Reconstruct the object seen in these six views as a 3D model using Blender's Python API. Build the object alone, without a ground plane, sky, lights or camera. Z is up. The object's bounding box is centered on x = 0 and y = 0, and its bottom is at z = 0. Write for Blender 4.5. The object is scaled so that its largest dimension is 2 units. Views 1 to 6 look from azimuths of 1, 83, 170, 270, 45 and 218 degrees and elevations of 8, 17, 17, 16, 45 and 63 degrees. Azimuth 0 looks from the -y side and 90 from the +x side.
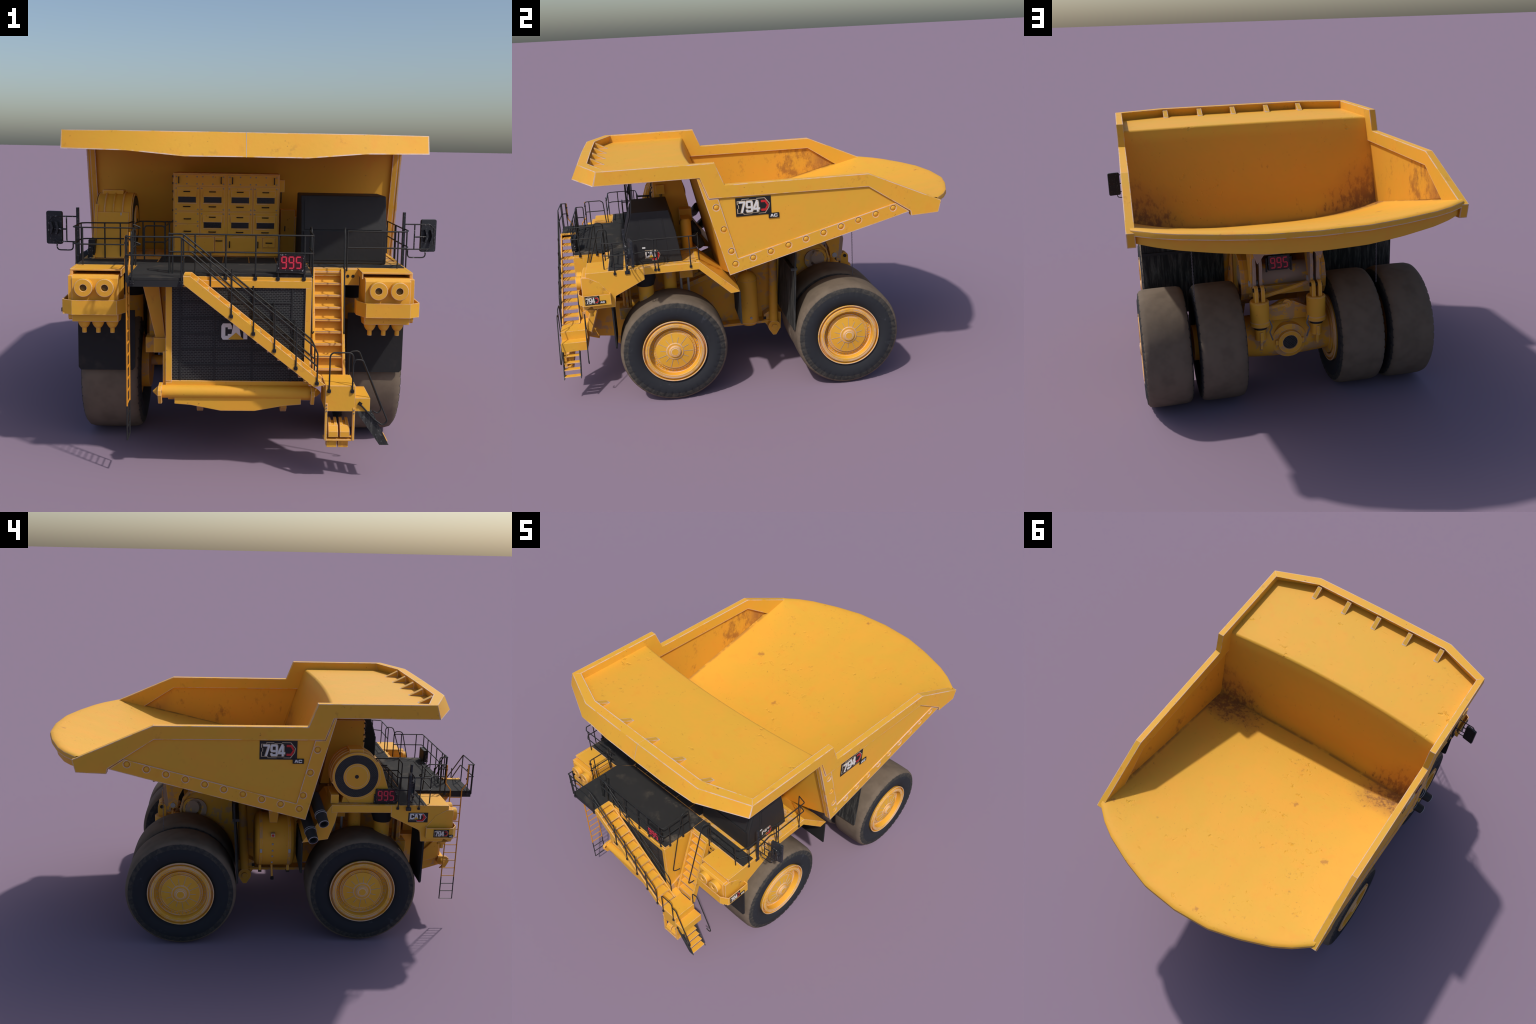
# Mining haul truck, built part by part in the truck's own frame
# (x right, y to the rear, z up), then turned by a small yaw under one root Empty.
import bpy, bmesh, math, random
from mathutils import Vector, Matrix

random.seed(7)
for o in list(bpy.data.objects):
    bpy.data.objects.remove(o, do_unlink=True)
COL = bpy.context.scene.collection

# ------------------------------------------------------------------ materials
class NT:
    def __init__(self, name):
        self.m = bpy.data.materials.new(name)
        self.m.use_nodes = True
        self.t = self.m.node_tree
        self.t.nodes.clear()
        self.out = self.t.nodes.new('ShaderNodeOutputMaterial')
        self.b = self.t.nodes.new('ShaderNodeBsdfPrincipled')
        self.t.links.new(self.b.outputs[0], self.out.inputs[0])
        self.co = self.t.nodes.new('ShaderNodeTexCoord').outputs['Object']

    def put(self, sock, v):
        if hasattr(v, 'is_linked') or isinstance(v, bpy.types.NodeSocket):
            self.t.links.new(v, sock)
        else:
            if isinstance(v, tuple) and len(v) == 3 and sock.type == 'RGBA':
                v = v + (1.0,)
            sock.default_value = v

    def scaled(self, s, rot=(0, 0, 0), loc=(0, 0, 0)):
        n = self.t.nodes.new('ShaderNodeMapping')
        self.put(n.inputs['Vector'], self.co)
        n.inputs['Scale'].default_value = s
        n.inputs['Rotation'].default_value = rot
        n.inputs['Location'].default_value = loc
        return n.outputs[0]

    def noise(self, scale, detail=4, rough=0.55, vec=None, dist=0.0):
        n = self.t.nodes.new('ShaderNodeTexNoise')
        self.put(n.inputs['Vector'], vec or self.co)
        n.inputs['Scale'].default_value = scale
        n.inputs['Detail'].default_value = detail
        n.inputs['Roughness'].default_value = rough
        n.inputs['Distortion'].default_value = dist
        return n.outputs['Fac']

    def math(self, op, a, b=0.0, clamp=False):
        n = self.t.nodes.new('ShaderNodeMath')
        n.operation = op
        n.use_clamp = clamp
        self.put(n.inputs[0], a)
        self.put(n.inputs[1], b)
        return n.outputs[0]

    def ramp(self, f, a, b):
        n = self.t.nodes.new('ShaderNodeMapRange')
        n.interpolation_type = 'SMOOTHSTEP'
        self.put(n.inputs['Value'], f)
        n.inputs['From Min'].default_value = a
        n.inputs['From Max'].default_value = b
        return n.outputs[0]

    def mix(self, f, a, b, mode='MIX'):
        n = self.t.nodes.new('ShaderNodeMix')
        n.data_type = 'RGBA'
        n.blend_type = mode
        self.put(n.inputs['Factor'], f)
        self.put(n.inputs['A'], a)
        self.put(n.inputs['B'], b)
        return n.outputs['Result']

    def xyz(self):
        n = self.t.nodes.new('ShaderNodeSeparateXYZ')
        self.put(n.inputs[0], self.co)
        return n.outputs[0], n.outputs[1], n.outputs[2]

    def combine(self, x, y, z=0.0):
        n = self.t.nodes.new('ShaderNodeCombineXYZ')
        for i, v in enumerate((x, y, z)):
            self.put(n.inputs[i], v)
        return n.outputs[0]

    def bump(self, h, strength=0.3, dist=0.01):
        n = self.t.nodes.new('ShaderNodeBump')
        n.inputs['Strength'].default_value = strength
        n.inputs['Distance'].default_value = dist
        self.put(n.inputs['Height'], h)
        self.t.links.new(n.outputs[0], self.b.inputs['Normal'])

    def edge(self, radius):
        """1 near edges: how far the bevelled normal leaves the true one."""
        bv = self.t.nodes.new('ShaderNodeBevel')
        bv.samples = 6
        bv.inputs['Radius'].default_value = radius
        g = self.t.nodes.new('ShaderNodeNewGeometry')
        d = self.t.nodes.new('ShaderNodeVectorMath')
        d.operation = 'DOT_PRODUCT'
        self.t.links.new(bv.outputs[0], d.inputs[0])
        self.t.links.new(g.outputs['Normal'], d.inputs[1])
        return self.ramp(self.math('SUBTRACT', 1.0, d.outputs['Value']), 0.003, 0.035)

    def done(self, col, rough=0.6, metal=0.0, spec=0.35):
        self.put(self.b.inputs['Base Color'], col)
        self.put(self.b.inputs['Roughness'], rough)
        self.b.inputs['Metallic'].default_value = metal
        self.b.inputs['Specular IOR Level'].default_value = spec
        return self.m


YEL = (0.745, 0.357, 0.034)
YEL_O = (0.745, 0.322, 0.032)
YEL_G = (0.70, 0.366, 0.034)
RUST = (0.185, 0.070, 0.024)
WORN = (0.60, 0.52, 0.52)


def yellow(name, wear=0.0035, wear_amt=0.75, speck=0.5, rust=0.0, bed=False, liner=False, blotch=0.0, worn_deck=False):
    n = NT(name)
    x, y, z = n.xyz()
    big = n.noise(7.0, 3)
    col = n.mix(n.ramp(big, 0.35, 0.68), YEL_G, YEL)
    col = n.mix(n.math('MULTIPLY', n.ramp(n.noise(13.0, 4, vec=n.scaled((1, 1, 1), loc=(3, 1, 2))), 0.55, 0.75), 0.6), col, YEL_O)
    # little dark chips
    if speck > 0:
        sp = n.ramp(n.noise(95.0, 2, 0.5), 0.70, 0.76)
        sp = n.math('MULTIPLY', sp, n.ramp(n.noise(11.0, 2), 0.45, 0.62))
        col = n.mix(n.math('MULTIPLY', sp, speck), col, (0.20, 0.085, 0.02))
    h = n.noise(60.0, 3)
    if rust > 0:
        r = n.ramp(n.noise(26.0, 6, 0.7), 0.56, 0.66)
        r = n.math('MULTIPLY', r, n.ramp(n.noise(6.0, 2, vec=n.scaled((1, 1, 1), loc=(5, 2, 7))), 0.46, 0.62))
        col = n.mix(n.math('MULTIPLY', r, rust), col, (0.26, 0.10, 0.03))
    if bed:
        # rust heaps in the bottom corners of the bed, a dirt line along the wall feet,
        # and shallow dents hammered into the floor
        ax = n.math('ABSOLUTE', x)
        sag = n.math('SUBTRACT', 0.070, n.math('MULTIPLY', n.math('POWER', n.math('MULTIPLY', ax, 1.63), 2.3), 0.070))
        sag = n.math('MULTIPLY', sag, n.ramp(y, 1.05, -0.2))
        floor = n.math('SUBTRACT', n.math('ADD', 0.705, n.math('MULTIPLY', y, 0.2465)), sag)
        above = n.math('SUBTRACT', z, floor)
        low = n.ramp(above, 0.36, 0.0)
        corner = n.math('MULTIPLY', n.ramp(ax, 0.16, 0.58), low)
        front = n.math('MULTIPLY', n.ramp(y, 0.06, -0.10), n.ramp(above, -0.035, -0.015))
        inside = n.math('MULTIPLY', n.ramp(z, 1.06, 1.03), n.ramp(y, -0.34, -0.28))
        m1 = n.math('MULTIPLY', n.math('MULTIPLY', corner, front), inside)
        grain = n.noise(44.0, 6, 0.68, vec=n.scaled((1.0, 1.0, 0.42)))
        clump = n.noise(5.0, 3, 0.6, vec=n.scaled((1, 1, 1), loc=(1.3, 0.4, 2)))
        mix = n.math('ADD', n.math('MULTIPLY', m1, 0.30), n.math('ADD', n.math('MULTIPLY', grain, 0.85), n.math('MULTIPLY', clump, 0.30)))
        r = n.math('MULTIPLY', n.ramp(mix, 0.71, 0.90), n.ramp(m1, 0.02, 0.2))
        side = n.math('MULTIPLY', n.math('MULTIPLY', n.ramp(ax, 0.46, 0.60), inside), n.ramp(y, -0.12, -0.17))
        cl = n.math('ADD', clump, n.math('MULTIPLY', side, 0.14))
        sparse = n.math('MULTIPLY', n.ramp(grain, 0.58, 0.70), n.ramp(cl, 0.54, 0.66))
        sparse = n.math('MULTIPLY', sparse, 0.6)
        # brown foot line at the front wall and at both side walls
        bow = n.math('SUBTRACT', 0.0414, n.math('MULTIPLY', n.math('POWER', n.math('MULTIPLY', ax, 1.63), 2.0), 0.0414))
        foot = n.math('MULTIPLY', n.ramp(n.math('ABSOLUTE', n.math('ADD', n.math('ADD', y, 0.158), bow)), 0.010, 0.002),
                      n.ramp(n.math('ABSOLUTE', above), 0.07, 0.05))
        edge = n.math('MULTIPLY', n.ramp(ax, 0.590, 0.604), n.ramp(y, 0.80, 0.5))
        edge = n.math('MULTIPLY', edge, n.math('MULTIPLY', n.ramp(above, 0.03, 0.015), n.ramp(above, -0.035, -0.015)))
        foot = n.math('MAXIMUM', foot, edge)
        foot = n.math('MULTIPLY', foot, n.ramp(n.noise(18, 4), 0.30, 0.55))
        tot = n.math('MAXIMUM', n.math('MAXIMUM', r, sparse), n.math('MULTIPLY', foot, 0.7))
        smear = n.math('MULTIPLY', n.ramp(n.math('ADD', n.math('MULTIPLY', m1, 0.9), n.math('MULTIPLY', clump, 0.6)), 0.42, 0.95), n.ramp(m1, 0.02, 0.25))
        col = n.mix(n.math('MULTIPLY', smear, 0.45), col, (0.33, 0.135, 0.035))
        col = n.mix(n.math('MULTIPLY', tot, 0.80), col, RUST)
        # the front wall is tinted a deeper orange
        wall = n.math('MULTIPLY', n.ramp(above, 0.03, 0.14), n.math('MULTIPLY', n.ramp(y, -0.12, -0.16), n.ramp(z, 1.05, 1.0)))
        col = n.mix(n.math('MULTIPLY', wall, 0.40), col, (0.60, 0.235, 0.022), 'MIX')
        dent = n.ramp(n.noise(34.0, 3, 0.55), 0.59, 0.82)
        dent = n.math('MULTIPLY', dent, n.ramp(n.noise(4.2, 2, vec=n.scaled((1, 1, 1), loc=(9, 4, 1))), 0.52, 0.68))
        h = n.math('SUBTRACT', n.math('MULTIPLY', h, 0.12), n.math('MULTIPLY', dent, 1.0))
        chip = n.math('MULTIPLY', n.ramp(n.noise(9.0, 5, 0.6, vec=n.scaled((1, 1, 1), loc=(2, 8, 3))), 0.68, 0.74), 0.6)
        col = n.mix(chip, col, (0.33, 0.12, 0.035))
        scr = n.ramp(n.noise(5.0, 3, 0.6, vec=n.scaled((3.0, 26.0, 8.0), rot=(0, 0, 0.9))), 0.66, 0.74)
        h = n.math('SUBTRACT', h, n.math('MULTIPLY', n.math('MULTIPLY', scr, n.ramp(n.noise(3.0, 2), 0.5, 0.62)), 0.25))
        n.bump(h, 0.6, 0.008)
    else:
        n.bump(h, 0.12, 0.004)
    if liner:
        # inner faces of the side walls: speckled rust growing towards the tail, solid brown at its end
        m = n.ramp(y, 0.02, 0.42)
        left = n.ramp(x, 0.1, -0.1)
        grain = n.noise(30.0, 7, 0.72, vec=n.scaled((1, 1, 0.6)))
        clump = n.noise(6.0, 3, 0.6, vec=n.scaled((1, 1, 1), loc=(1.3, 0.4, 2)))
        f = n.math('ADD', n.math('MULTIPLY', grain, 0.55), n.math('MULTIPLY', clump, 0.55))
        f = n.math('ADD', f, n.math('MULTIPLY', n.math('MULTIPLY', m, 0.10), n.math('ADD', 0.25, left)))
        col = n.mix(n.math('MULTIPLY', n.ramp(f, 0.61, 0.74), 0.8), col, (0.22, 0.085, 0.028))
        end = n.math('MULTIPLY', n.ramp(y, 0.44, 0.54), n.ramp(n.noise(9, 4), 0.25, 0.5))
        col = n.mix(n.math('MULTIPLY', end, n.math('ADD', 0.35, n.math('MULTIPLY', left, 0.4))), col, (0.27, 0.115, 0.045))
        col = n.mix(0.25, col, (0.60, 0.225, 0.020))
    if blotch > 0:
        # paint worn through to pale primer in patches
        lo = 0.38 if blotch > 0.8 else 0.50
        bl = n.ramp(n.noise(20.0, 6, 0.65, dist=0.3), lo, lo + 0.08)
        bl = n.math('MULTIPLY', bl, n.ramp(n.noise(5.0, 2), lo - 0.14, lo))
        col = n.mix(n.math('MULTIPLY', bl, blotch), col, (0.29, 0.24, 0.23))
    if worn_deck:
        # trodden deck: scuffed to pale primer, with rust blooming through
        sc = n.ramp(n.noise(38.0, 6, 0.75, dist=0.4), 0.44, 0.62)
        col = n.mix(n.math('MULTIPLY', sc, 0.55), col, (0.46, 0.38, 0.36))
        rb = n.math('MULTIPLY', n.ramp(n.noise(30.0, 7, 0.75, vec=n.scaled((1, 1, 1), loc=(4, 4, 4))), 0.50, 0.66), n.ramp(n.noise(8.0, 3), 0.40, 0.58))
        col = n.mix(n.math('MULTIPLY', rb, 0.85), col, (0.20, 0.085, 0.035))
    if wear > 0:
        e = n.edge(wear)
        e = n.math('MULTIPLY', e, n.ramp(n.noise(14.0, 5, 0.65), 0.34, 0.54))
        col = n.mix(n.math('MULTIPLY', e, wear_amt), col, WORN)
    return n.done(col, 0.62, 0.0, 0.30)


def dark(name, c, dust=0.0, streak=0.0, rough=0.7, wear=0.0, chips=0.0, dust_col=(0.12, 0.10, 0.075)):
    n = NT(name)
    col = n.mix(n.noise(9.0, 3), c, tuple(v * 1.35 for v in c))
    if dust:
        d = n.ramp(n.noise(11.0, 6, 0.6), 0.54, 0.70)
        d = n.math('MULTIPLY', d, n.ramp(n.noise(3.0, 2), 0.36, 0.6))
        col = n.mix(n.math('MULTIPLY', d, dust), col, dust_col)
    if streak:
        s = n.ramp(n.noise(70.0, 6, 0.7, vec=n.scaled((1.0, 1.0, 0.09))), 0.42, 0.75)
        col = n.mix(n.math('MULTIPLY', s, streak), col, (0.22, 0.215, 0.19))
    if chips:
        s = n.ramp(n.noise(150.0, 2, 0.5), 0.60, 0.68)
        col = n.mix(n.math('MULTIPLY', s, chips), col, (0.45, 0.45, 0.46))
    if wear:
        col = n.mix(n.math('MULTIPLY', n.edge(wear), 0.5), col, (0.28, 0.28, 0.28))
    n.bump(n.noise(90.0, 3), 0.15, 0.003)
    return n.done(col, rough, 0.0, 0.3)


def flat(name, c, rough=0.5, metal=0.0):
    n = NT(name)
    col = n.mix(n.noise(40.0, 2), c, tuple(v * 0.86 for v in c))
    return n.done(col, rough, metal)


def mesh_mat(name, axes, size):
    """woven wire: thin lighter wires in a brick weave over black"""
    n = NT(name)
    c = n.xyz()
    br = n.t.nodes.new('ShaderNodeTexBrick')
    n.put(br.inputs['Vector'], n.combine(c[axes[0]], c[axes[1]]))
    br.offset = 0.5
    br.inputs['Scale'].default_value = 1.0
    br.inputs['Brick Width'].default_value = size
    br.inputs['Row Height'].default_value = size * 0.5
    br.inputs['Mortar Size'].default_value = size * 0.075
    br.inputs['Mortar Smooth'].default_value = 0.2
    br.inputs['Color1'].default_value = (0.006, 0.006, 0.007, 1)
    br.inputs['Color2'].default_value = (0.012, 0.012, 0.013, 1)
    br.inputs['Mortar'].default_value = (0.058, 0.060, 0.060, 1)
    n.bump(br.outputs['Fac'], 0.5, 0.003)
    return n.done(br.outputs['Color'], 0.6)


def tyre_mat(name, tread, side, r0=0.211, r1=0.2135):
    """dusty brown tread, blue-black sidewall; the border is a radius in the wheel's own frame"""
    n = NT(name)
    x, y, z = n.xyz()
    rr = n.math('SQRT', n.math('ADD', n.math('MULTIPLY', y, y), n.math('MULTIPLY', z, z)))
    rr = n.math('ADD', rr, n.math('MULTIPLY', n.math('SUBTRACT', n.noise(28, 4), 0.5), 0.0035))
    f = n.ramp(rr, r0, r1)
    lug = n.mix(n.ramp(n.noise(60, 4), 0.4, 0.65), (0.034, 0.034, 0.034), (0.060, 0.054, 0.047))
    tc = n.mix(n.ramp(n.noise(14, 4, vec=n.scaled((1, 1, 1))), 0.35, 0.7), tread, tuple(v * 0.80 for v in tread))
    col = n.mix(n.ramp(rr, 0.2315, 0.2355), lug, tc)
    sc = n.mix(n.ramp(n.noise(22, 5), 0.62, 0.75), side, tuple(v * 2.0 for v in side))
    col = n.mix(f, sc, col)
    n.bump(n.noise(120, 3), 0.12, 0.003)
    return n.done(col, 0.85, 0.0, 0.2)


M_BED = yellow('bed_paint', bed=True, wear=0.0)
M_RIM = yellow('rim_paint', wear=0.0062, wear_amt=0.9, speck=0.8, rust=0.25)
M_PANEL = yellow('panel_paint', wear=0.0, speck=0.35, rust=0.06)
M_WALL_IN = yellow('inner_wall_paint', liner=True, wear=0.0)
M_YEL = yellow('machine_paint', wear=0.0022, wear_amt=0.7, speck=0.6)
M_STAIR = yellow('stair_paint', wear=0.0022, wear_amt=0.75, speck=0.9, rust=0.45)
M_DECKY = yellow('deck_paint', wear=0.002, worn_deck=True)
M_WHEEL = yellow('wheel_paint', wear=0.0034, wear_amt=0.9)
M_FRAME = yellow('frame_paint', wear=0.0022, wear_amt=0.6, speck=0.5, blotch=0.5)
M_BARE = yellow('bared_frame_paint', wear=0.0022, wear_amt=0.6, blotch=0.82)
M_PLAIN = yellow('plain_paint', wear=0.0, speck=0.3)
M_ORANGE = flat('ladder_paint', (0.66, 0.27, 0.02), 0.55)
M_BLACK = dark('black_paint', (0.017, 0.017, 0.018), rough=0.62)
M_RAIL = dark('rail_paint', (0.017, 0.018, 0.018), rough=0.5)
M_DECK = dark('deck_rubber', (0.020, 0.020, 0.020), dust=0.95, rough=0.9)
M_FLAP = dark('flap_rubber', (0.014, 0.014, 0.015), dust=0.15, rough=0.8)
M_STREAK = dark('worn_flap_rubber', (0.014, 0.015, 0.015), streak=0.45, rough=0.85)
M_MIRROR = dark('mirror_shell', (0.018, 0.020, 0.024), rough=0.45, chips=0.12)
M_CHIP = dark('chipped_black', (0.014, 0.014, 0.015), rough=0.5, chips=0.8)
M_STEP = dark('black_stringer', (0.020, 0.021, 0.021), streak=0.35, chips=0.15)
M_GLASS = flat('dark_glass', (0.008, 0.009, 0.011), 0.25)
M_STEEL = flat('bolt_steel', (0.30, 0.30, 0.32), 0.45, 0.3)
M_PALE = flat('worn_steel', (0.42, 0.42, 0.44), 0.5, 0.2)
M_CHAIN = flat('chain_steel', (0.16, 0.16, 0.18), 0.5, 0.3)
M_WHITE = flat('decal_white', (0.72, 0.71, 0.69), 0.5)
M_CREAM = flat('decal_cream', (0.55, 0.44, 0.30), 0.5)
M_RED = flat('decal_red', (0.55, 0.020, 0.022), 0.5)
M_TRI = flat('decal_yellow', (0.62, 0.36, 0.02), 0.5)
M_DBLACK = flat('decal_black', (0.012, 0.012, 0.013), 0.5)
M_LED = flat('led_red', (0.72, 0.035, 0.075), 0.5)
M_LEDBG = flat('led_dim', (0.050, 0.006, 0.012), 0.4)
M_LAMP = flat('lamp_glass', (0.10, 0.055, 0.006), 0.3)
M_MESH_F = mesh_mat('grille_weave', (0, 2), 0.0115)
M_MESH_S = mesh_mat('drum_weave', (1, 2), 0.0085)
M_TYRE = tyre_mat('tyre_rubber', (0.158, 0.122, 0.089), (0.024, 0.026, 0.031))

# ------------------------------------------------------------------ helpers
ROOT = bpy.data.objects.new('mining_dump_truck', None)
COL.objects.link(ROOT)
ROOT['label'] = 'yellow mining haul truck with huge tipping bed'
ROOT['category'] = 'dump truck'
ROOT.empty_display_size = 0.2


def link(name, me, parent=None, mat=None, smooth=None):
    o = bpy.data.objects.new(name, me)
    COL.objects.link(o)
    o.parent = parent or ROOT
    if mat:
        me.materials.clear()
        me.materials.append(mat)
    if smooth is not None:
        for p in me.polygons:
            p.use_smooth = True
        try:
            me.set_sharp_from_angle(angle=math.radians(smooth))
        except Exception:
            pass
    return o


class G:
    """collects raw geometry for one part"""
    def __init__(self):
        self.v, self.f = [], []

    def add(self, v, f):
        b = len(self.v)
        self.v += [tuple(p) for p in v]
        self.f += [tuple(i + b for i in q) for q in f]
        return self

    def box(self, x0, x1, y0, y1, z0, z1):
        v = [(x, y, z) for z in (z0, z1) for y in (y0, y1) for x in (x0, x1)]
        return self.add(v, [(0, 2, 3, 1), (4, 5, 7, 6), (0, 1, 5, 4), (2, 6, 7, 3), (0, 4, 6, 2), (1, 3, 7, 5)])

    def prism(self, pts, axis, a, b):
        """polygon of 2D points pushed along an axis; pts are the two other coordinates in order"""
        n = len(pts)
        def P(p, t):
            return {'x': (t, p[0], p[1]), 'y': (p[0], t, p[1]), 'z': (p[0], p[1], t)}[axis]
        v = [P(p, a) for p in pts] + [P(p, b) for p in pts]
        f = [tuple(range(n - 1, -1, -1)), tuple(range(n, 2 * n))]
        f += [(i, (i + 1) % n, n + (i + 1) % n, n + i) for i in range(n)]
        return self.add(v, f)

    def lathe(self, prof, axis_o, axis_d, seg=32, caps=True):
        """prof: (distance along axis, radius)"""
        d = Vector(axis_d).normalized()
        u = d.orthogonal().normalized()
        w = d.cross(u)
        o = Vector(axis_o)
        v, f = [], []
        for t, r in prof:
            for k in range(seg):
                a = 2 * math.pi * k / seg
                v.append(o + d * t + (u * math.cos(a) + w * math.sin(a)) * r)
        for i in range(len(prof) - 1):
            for k in range(seg):
                k2 = (k + 1) % seg
                f.append((i * seg + k, i * seg + k2, (i + 1) * seg + k2, (i + 1) * seg + k))
        if caps:
            f.append(tuple(range(seg - 1, -1, -1)))
            f.append(tuple(range((len(prof) - 1) * seg, len(prof) * seg)))
        return self.add(v, f)

    def cyl(self, a, b, r, seg=20, r2=None):
        a, b = Vector(a), Vector(b)
        return self.lathe([(0, r), ((b - a).length, r if r2 is None else r2)], a, b - a, seg)

    def tube(self, pts, r, seg=8, closed=False):
        pts = [Vector(p) for p in pts]
        n = len(pts)
        v, f = [], []
        tang = []
        for i in range(n):
            if closed:
                t = (pts[(i + 1) % n] - pts[i - 1])
            else:
                t = pts[min(i + 1, n - 1)] - pts[max(i - 1, 0)]
            tang.append(t.normalized())
        u = tang[0].orthogonal().normalized()
        for i in range(n):
            u = (u - tang[i] * u.dot(tang[i])).normalized()
            w = tang[i].cross(u)
            for k in range(seg):
                a = 2 * math.pi * k / seg
                v.append(pts[i] + (u * math.cos(a) + w * math.sin(a)) * r)
        m = n if closed else n - 1
        for i in range(m):
            j = (i + 1) % n
            for k in range(seg):
                k2 = (k + 1) % seg
                f.append((i * seg + k, i * seg + k2, j * seg + k2, j * seg + k))
        if not closed:
            f.append(tuple(range(seg - 1, -1, -1)))
            f.append(tuple(range((n - 1) * seg, n * seg)))
        return self.add(v, f)

    def rail(self, pts, r=0.0026, fil=0.012, seg=8):
        return self.tube(fillet(pts, fil), r, seg)

    def mesh(self, name='part'):
        me = bpy.data.meshes.new(name)
        me.from_pydata(self.v, [], self.f)
        bm = bmesh.new()
        bm.from_mesh(me)
        bmesh.ops.recalc_face_normals(bm, faces=bm.faces)
        bm.to_mesh(me)
        bm.free()
        me.update()
        return me

    def obj(self, name, mat, parent=None, smooth=None, bevel=0.0, seg=2):
        o = link(name, self.mesh(name), parent, mat, smooth)
        if bevel:
            apply_bevel(o, bevel, seg)
        return o


def apply_mods(o):
    dg = bpy.context.evaluated_depsgraph_get()
    me = bpy.data.meshes.new_from_object(o.evaluated_get(dg))
    old = o.data
    o.modifiers.clear()
    o.data = me
    me.name = o.name
    bpy.data.meshes.remove(old)


def apply_bevel(o, w, seg=2):
    m = o.modifiers.new('bevel', 'BEVEL')
    m.width = w
    m.segments = seg
    m.limit_method = 'ANGLE'
    m.angle_limit = math.radians(35)
    m.harden_normals = False
    apply_mods(o)
    for p in o.data.polygons:
        p.use_smooth = True
    o.data.set_sharp_from_angle(angle=math.radians(12))


def fillet(pts, rad, n=5):
    pts = [Vector(p) for p in pts]
    if len(pts) < 3 or rad <= 0:
        return pts
    out = [pts[0]]
    for i in range(1, len(pts) - 1):
        a, p, b = pts[i - 1], pts[i], pts[i + 1]
        da, db = (a - p), (b - p)
        la, lb = da.length, db.length
        da.normalize(); db.normalize()
        ang = da.angle(db)
        if ang > math.radians(172):
            out.append(p)
            continue
        k = min(rad / math.tan(ang / 2), la * 0.45, lb * 0.45)
        for j in range(n + 1):
            t = j / n
            q = (p + da * k) * (1 - t) ** 2 + p * 2 * t * (1 - t) + (p + db * k) * t ** 2
            out.append(q)
    out.append(pts[-1])
    return out


def copies(name, me, places, parent=None):
    """repeats that share mesh data; places are locations or matrices"""
    out = []
    for p in places:
        o = bpy.data.objects.new(name, me)
        COL.objects.link(o)
        o.parent = parent or ROOT
        if isinstance(p, Matrix):
            o.matrix_local = p
        else:
            o.location = p
        out.append(o)
    return out


def frame(o, u, v):
    """matrix whose local x,y are u,v on a surface and local z its normal"""
    u, v = Vector(u).normalized(), Vector(v).normalized()
    w = u.cross(v)
    m = Matrix((u, v, w)).transposed().to_4x4()
    m.translation = Vector(o)
    return m


def smoothstep(a, b, t):
    t = max(0.0, min(1.0, (t - a) / (b - a)))
    return t * t * (3 - 2 * t)


def lerp_table(tab, t):
    if t <= tab[0][0]:
        return tab[0][1]
    for (a, va), (b, vb) in zip(tab, tab[1:]):
        if t <= b:
            return va + (vb - va) * (t - a) / (b - a)
    return tab[-1][1]


# ================================================================== DUMP BODY
XW = 0.603                                   # inner face of the side walls

def tail_y(x):
    return lerp_table([(0, 0.997), (0.172, 0.984), (0.312, 0.944), (0.455, 0.887), (0.530, 0.843), (0.603, 0.784)], abs(x))

def canopy_y(x):
    return lerp_table([(0, -0.800), (0.377, -0.798), (0.603, -0.703)], abs(x))

def bed_section(x):
    """closed section through canopy, front wall, floor and tail at one x"""
    bow = 0.036 * (1 - (x / XW) ** 2)
    yt, yb = -0.282 - bow, -0.163 - 1.15 * bow
    dish = 0.078 * (1 - (abs(x) / XW) ** 2.8)    # the floor sags towards the middle
    zc = 1.073
    zf = 0.668 - dish
    sec = []
    yc = canopy_y(x)
    for i in range(9):
        sec.append((yc + (yt - 0.014 - yc) * i / 8, zc))
    for i in range(1, 6):                    # rounded top edge of the front wall
        a = math.radians(78) * i / 6
        sec.append((yt - 0.014 + 0.016 * math.sin(a), zc - 0.016 * (1 - math.cos(a))))
    for i in range(1, 10):
        t = i / 9
        sec.append((yt + 0.004 + (yb - yt - 0.004) * t, 1.056 + (zf - 1.056) * t))
    ye = tail_y(x)
    n = 26
    for i in range(1, n + 1):                # ruled floor from the wall foot to the tail edge
        t = i / n
        sec.append((yb + (ye - 0.040 - yb) * t, zf + (0.8775 - zf) * t))
    zb = 0.797 + 0.028 * (abs(x) / 0.6) ** 2
    sec += [(ye - 0.018, 0.8805), (ye - 0.006, 0.8790), (ye - 0.001, 0.876), (ye + 0.001, 0.868), (ye + 0.001, 0.856), (ye - 0.020, 0.855), (ye - 0.024, zb)]
    yk, zk = 0.655, 0.729 + 0.103 * (abs(x) / XW) ** 2.3
    for i in range(1, 4):
        t = i / 3
        sec.append((ye - 0.024 + (yk - ye + 0.024) * t, zb + (zk - zb) * t))
    for i in range(1, 7):
        t = i / 6
        sec.append((yk + (yb - 0.006 - yk) * t, zk + (0.616 - dish - zk) * t))
    sec += [(yb - 0.008, 0.622 - dish)]
    for i in range(1, 7):
        t = i / 6
        sec.append((yb - 0.008 + (yt - 0.003 - yb + 0.008) * t, 0.622 - dish + (1.050 - 0.622 + dish) * t))
    for i in range(1, 5):
        sec.append((yt - 0.003 + (yc - yt + 0.003) * i / 4, 1.050))
    return sec

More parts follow.
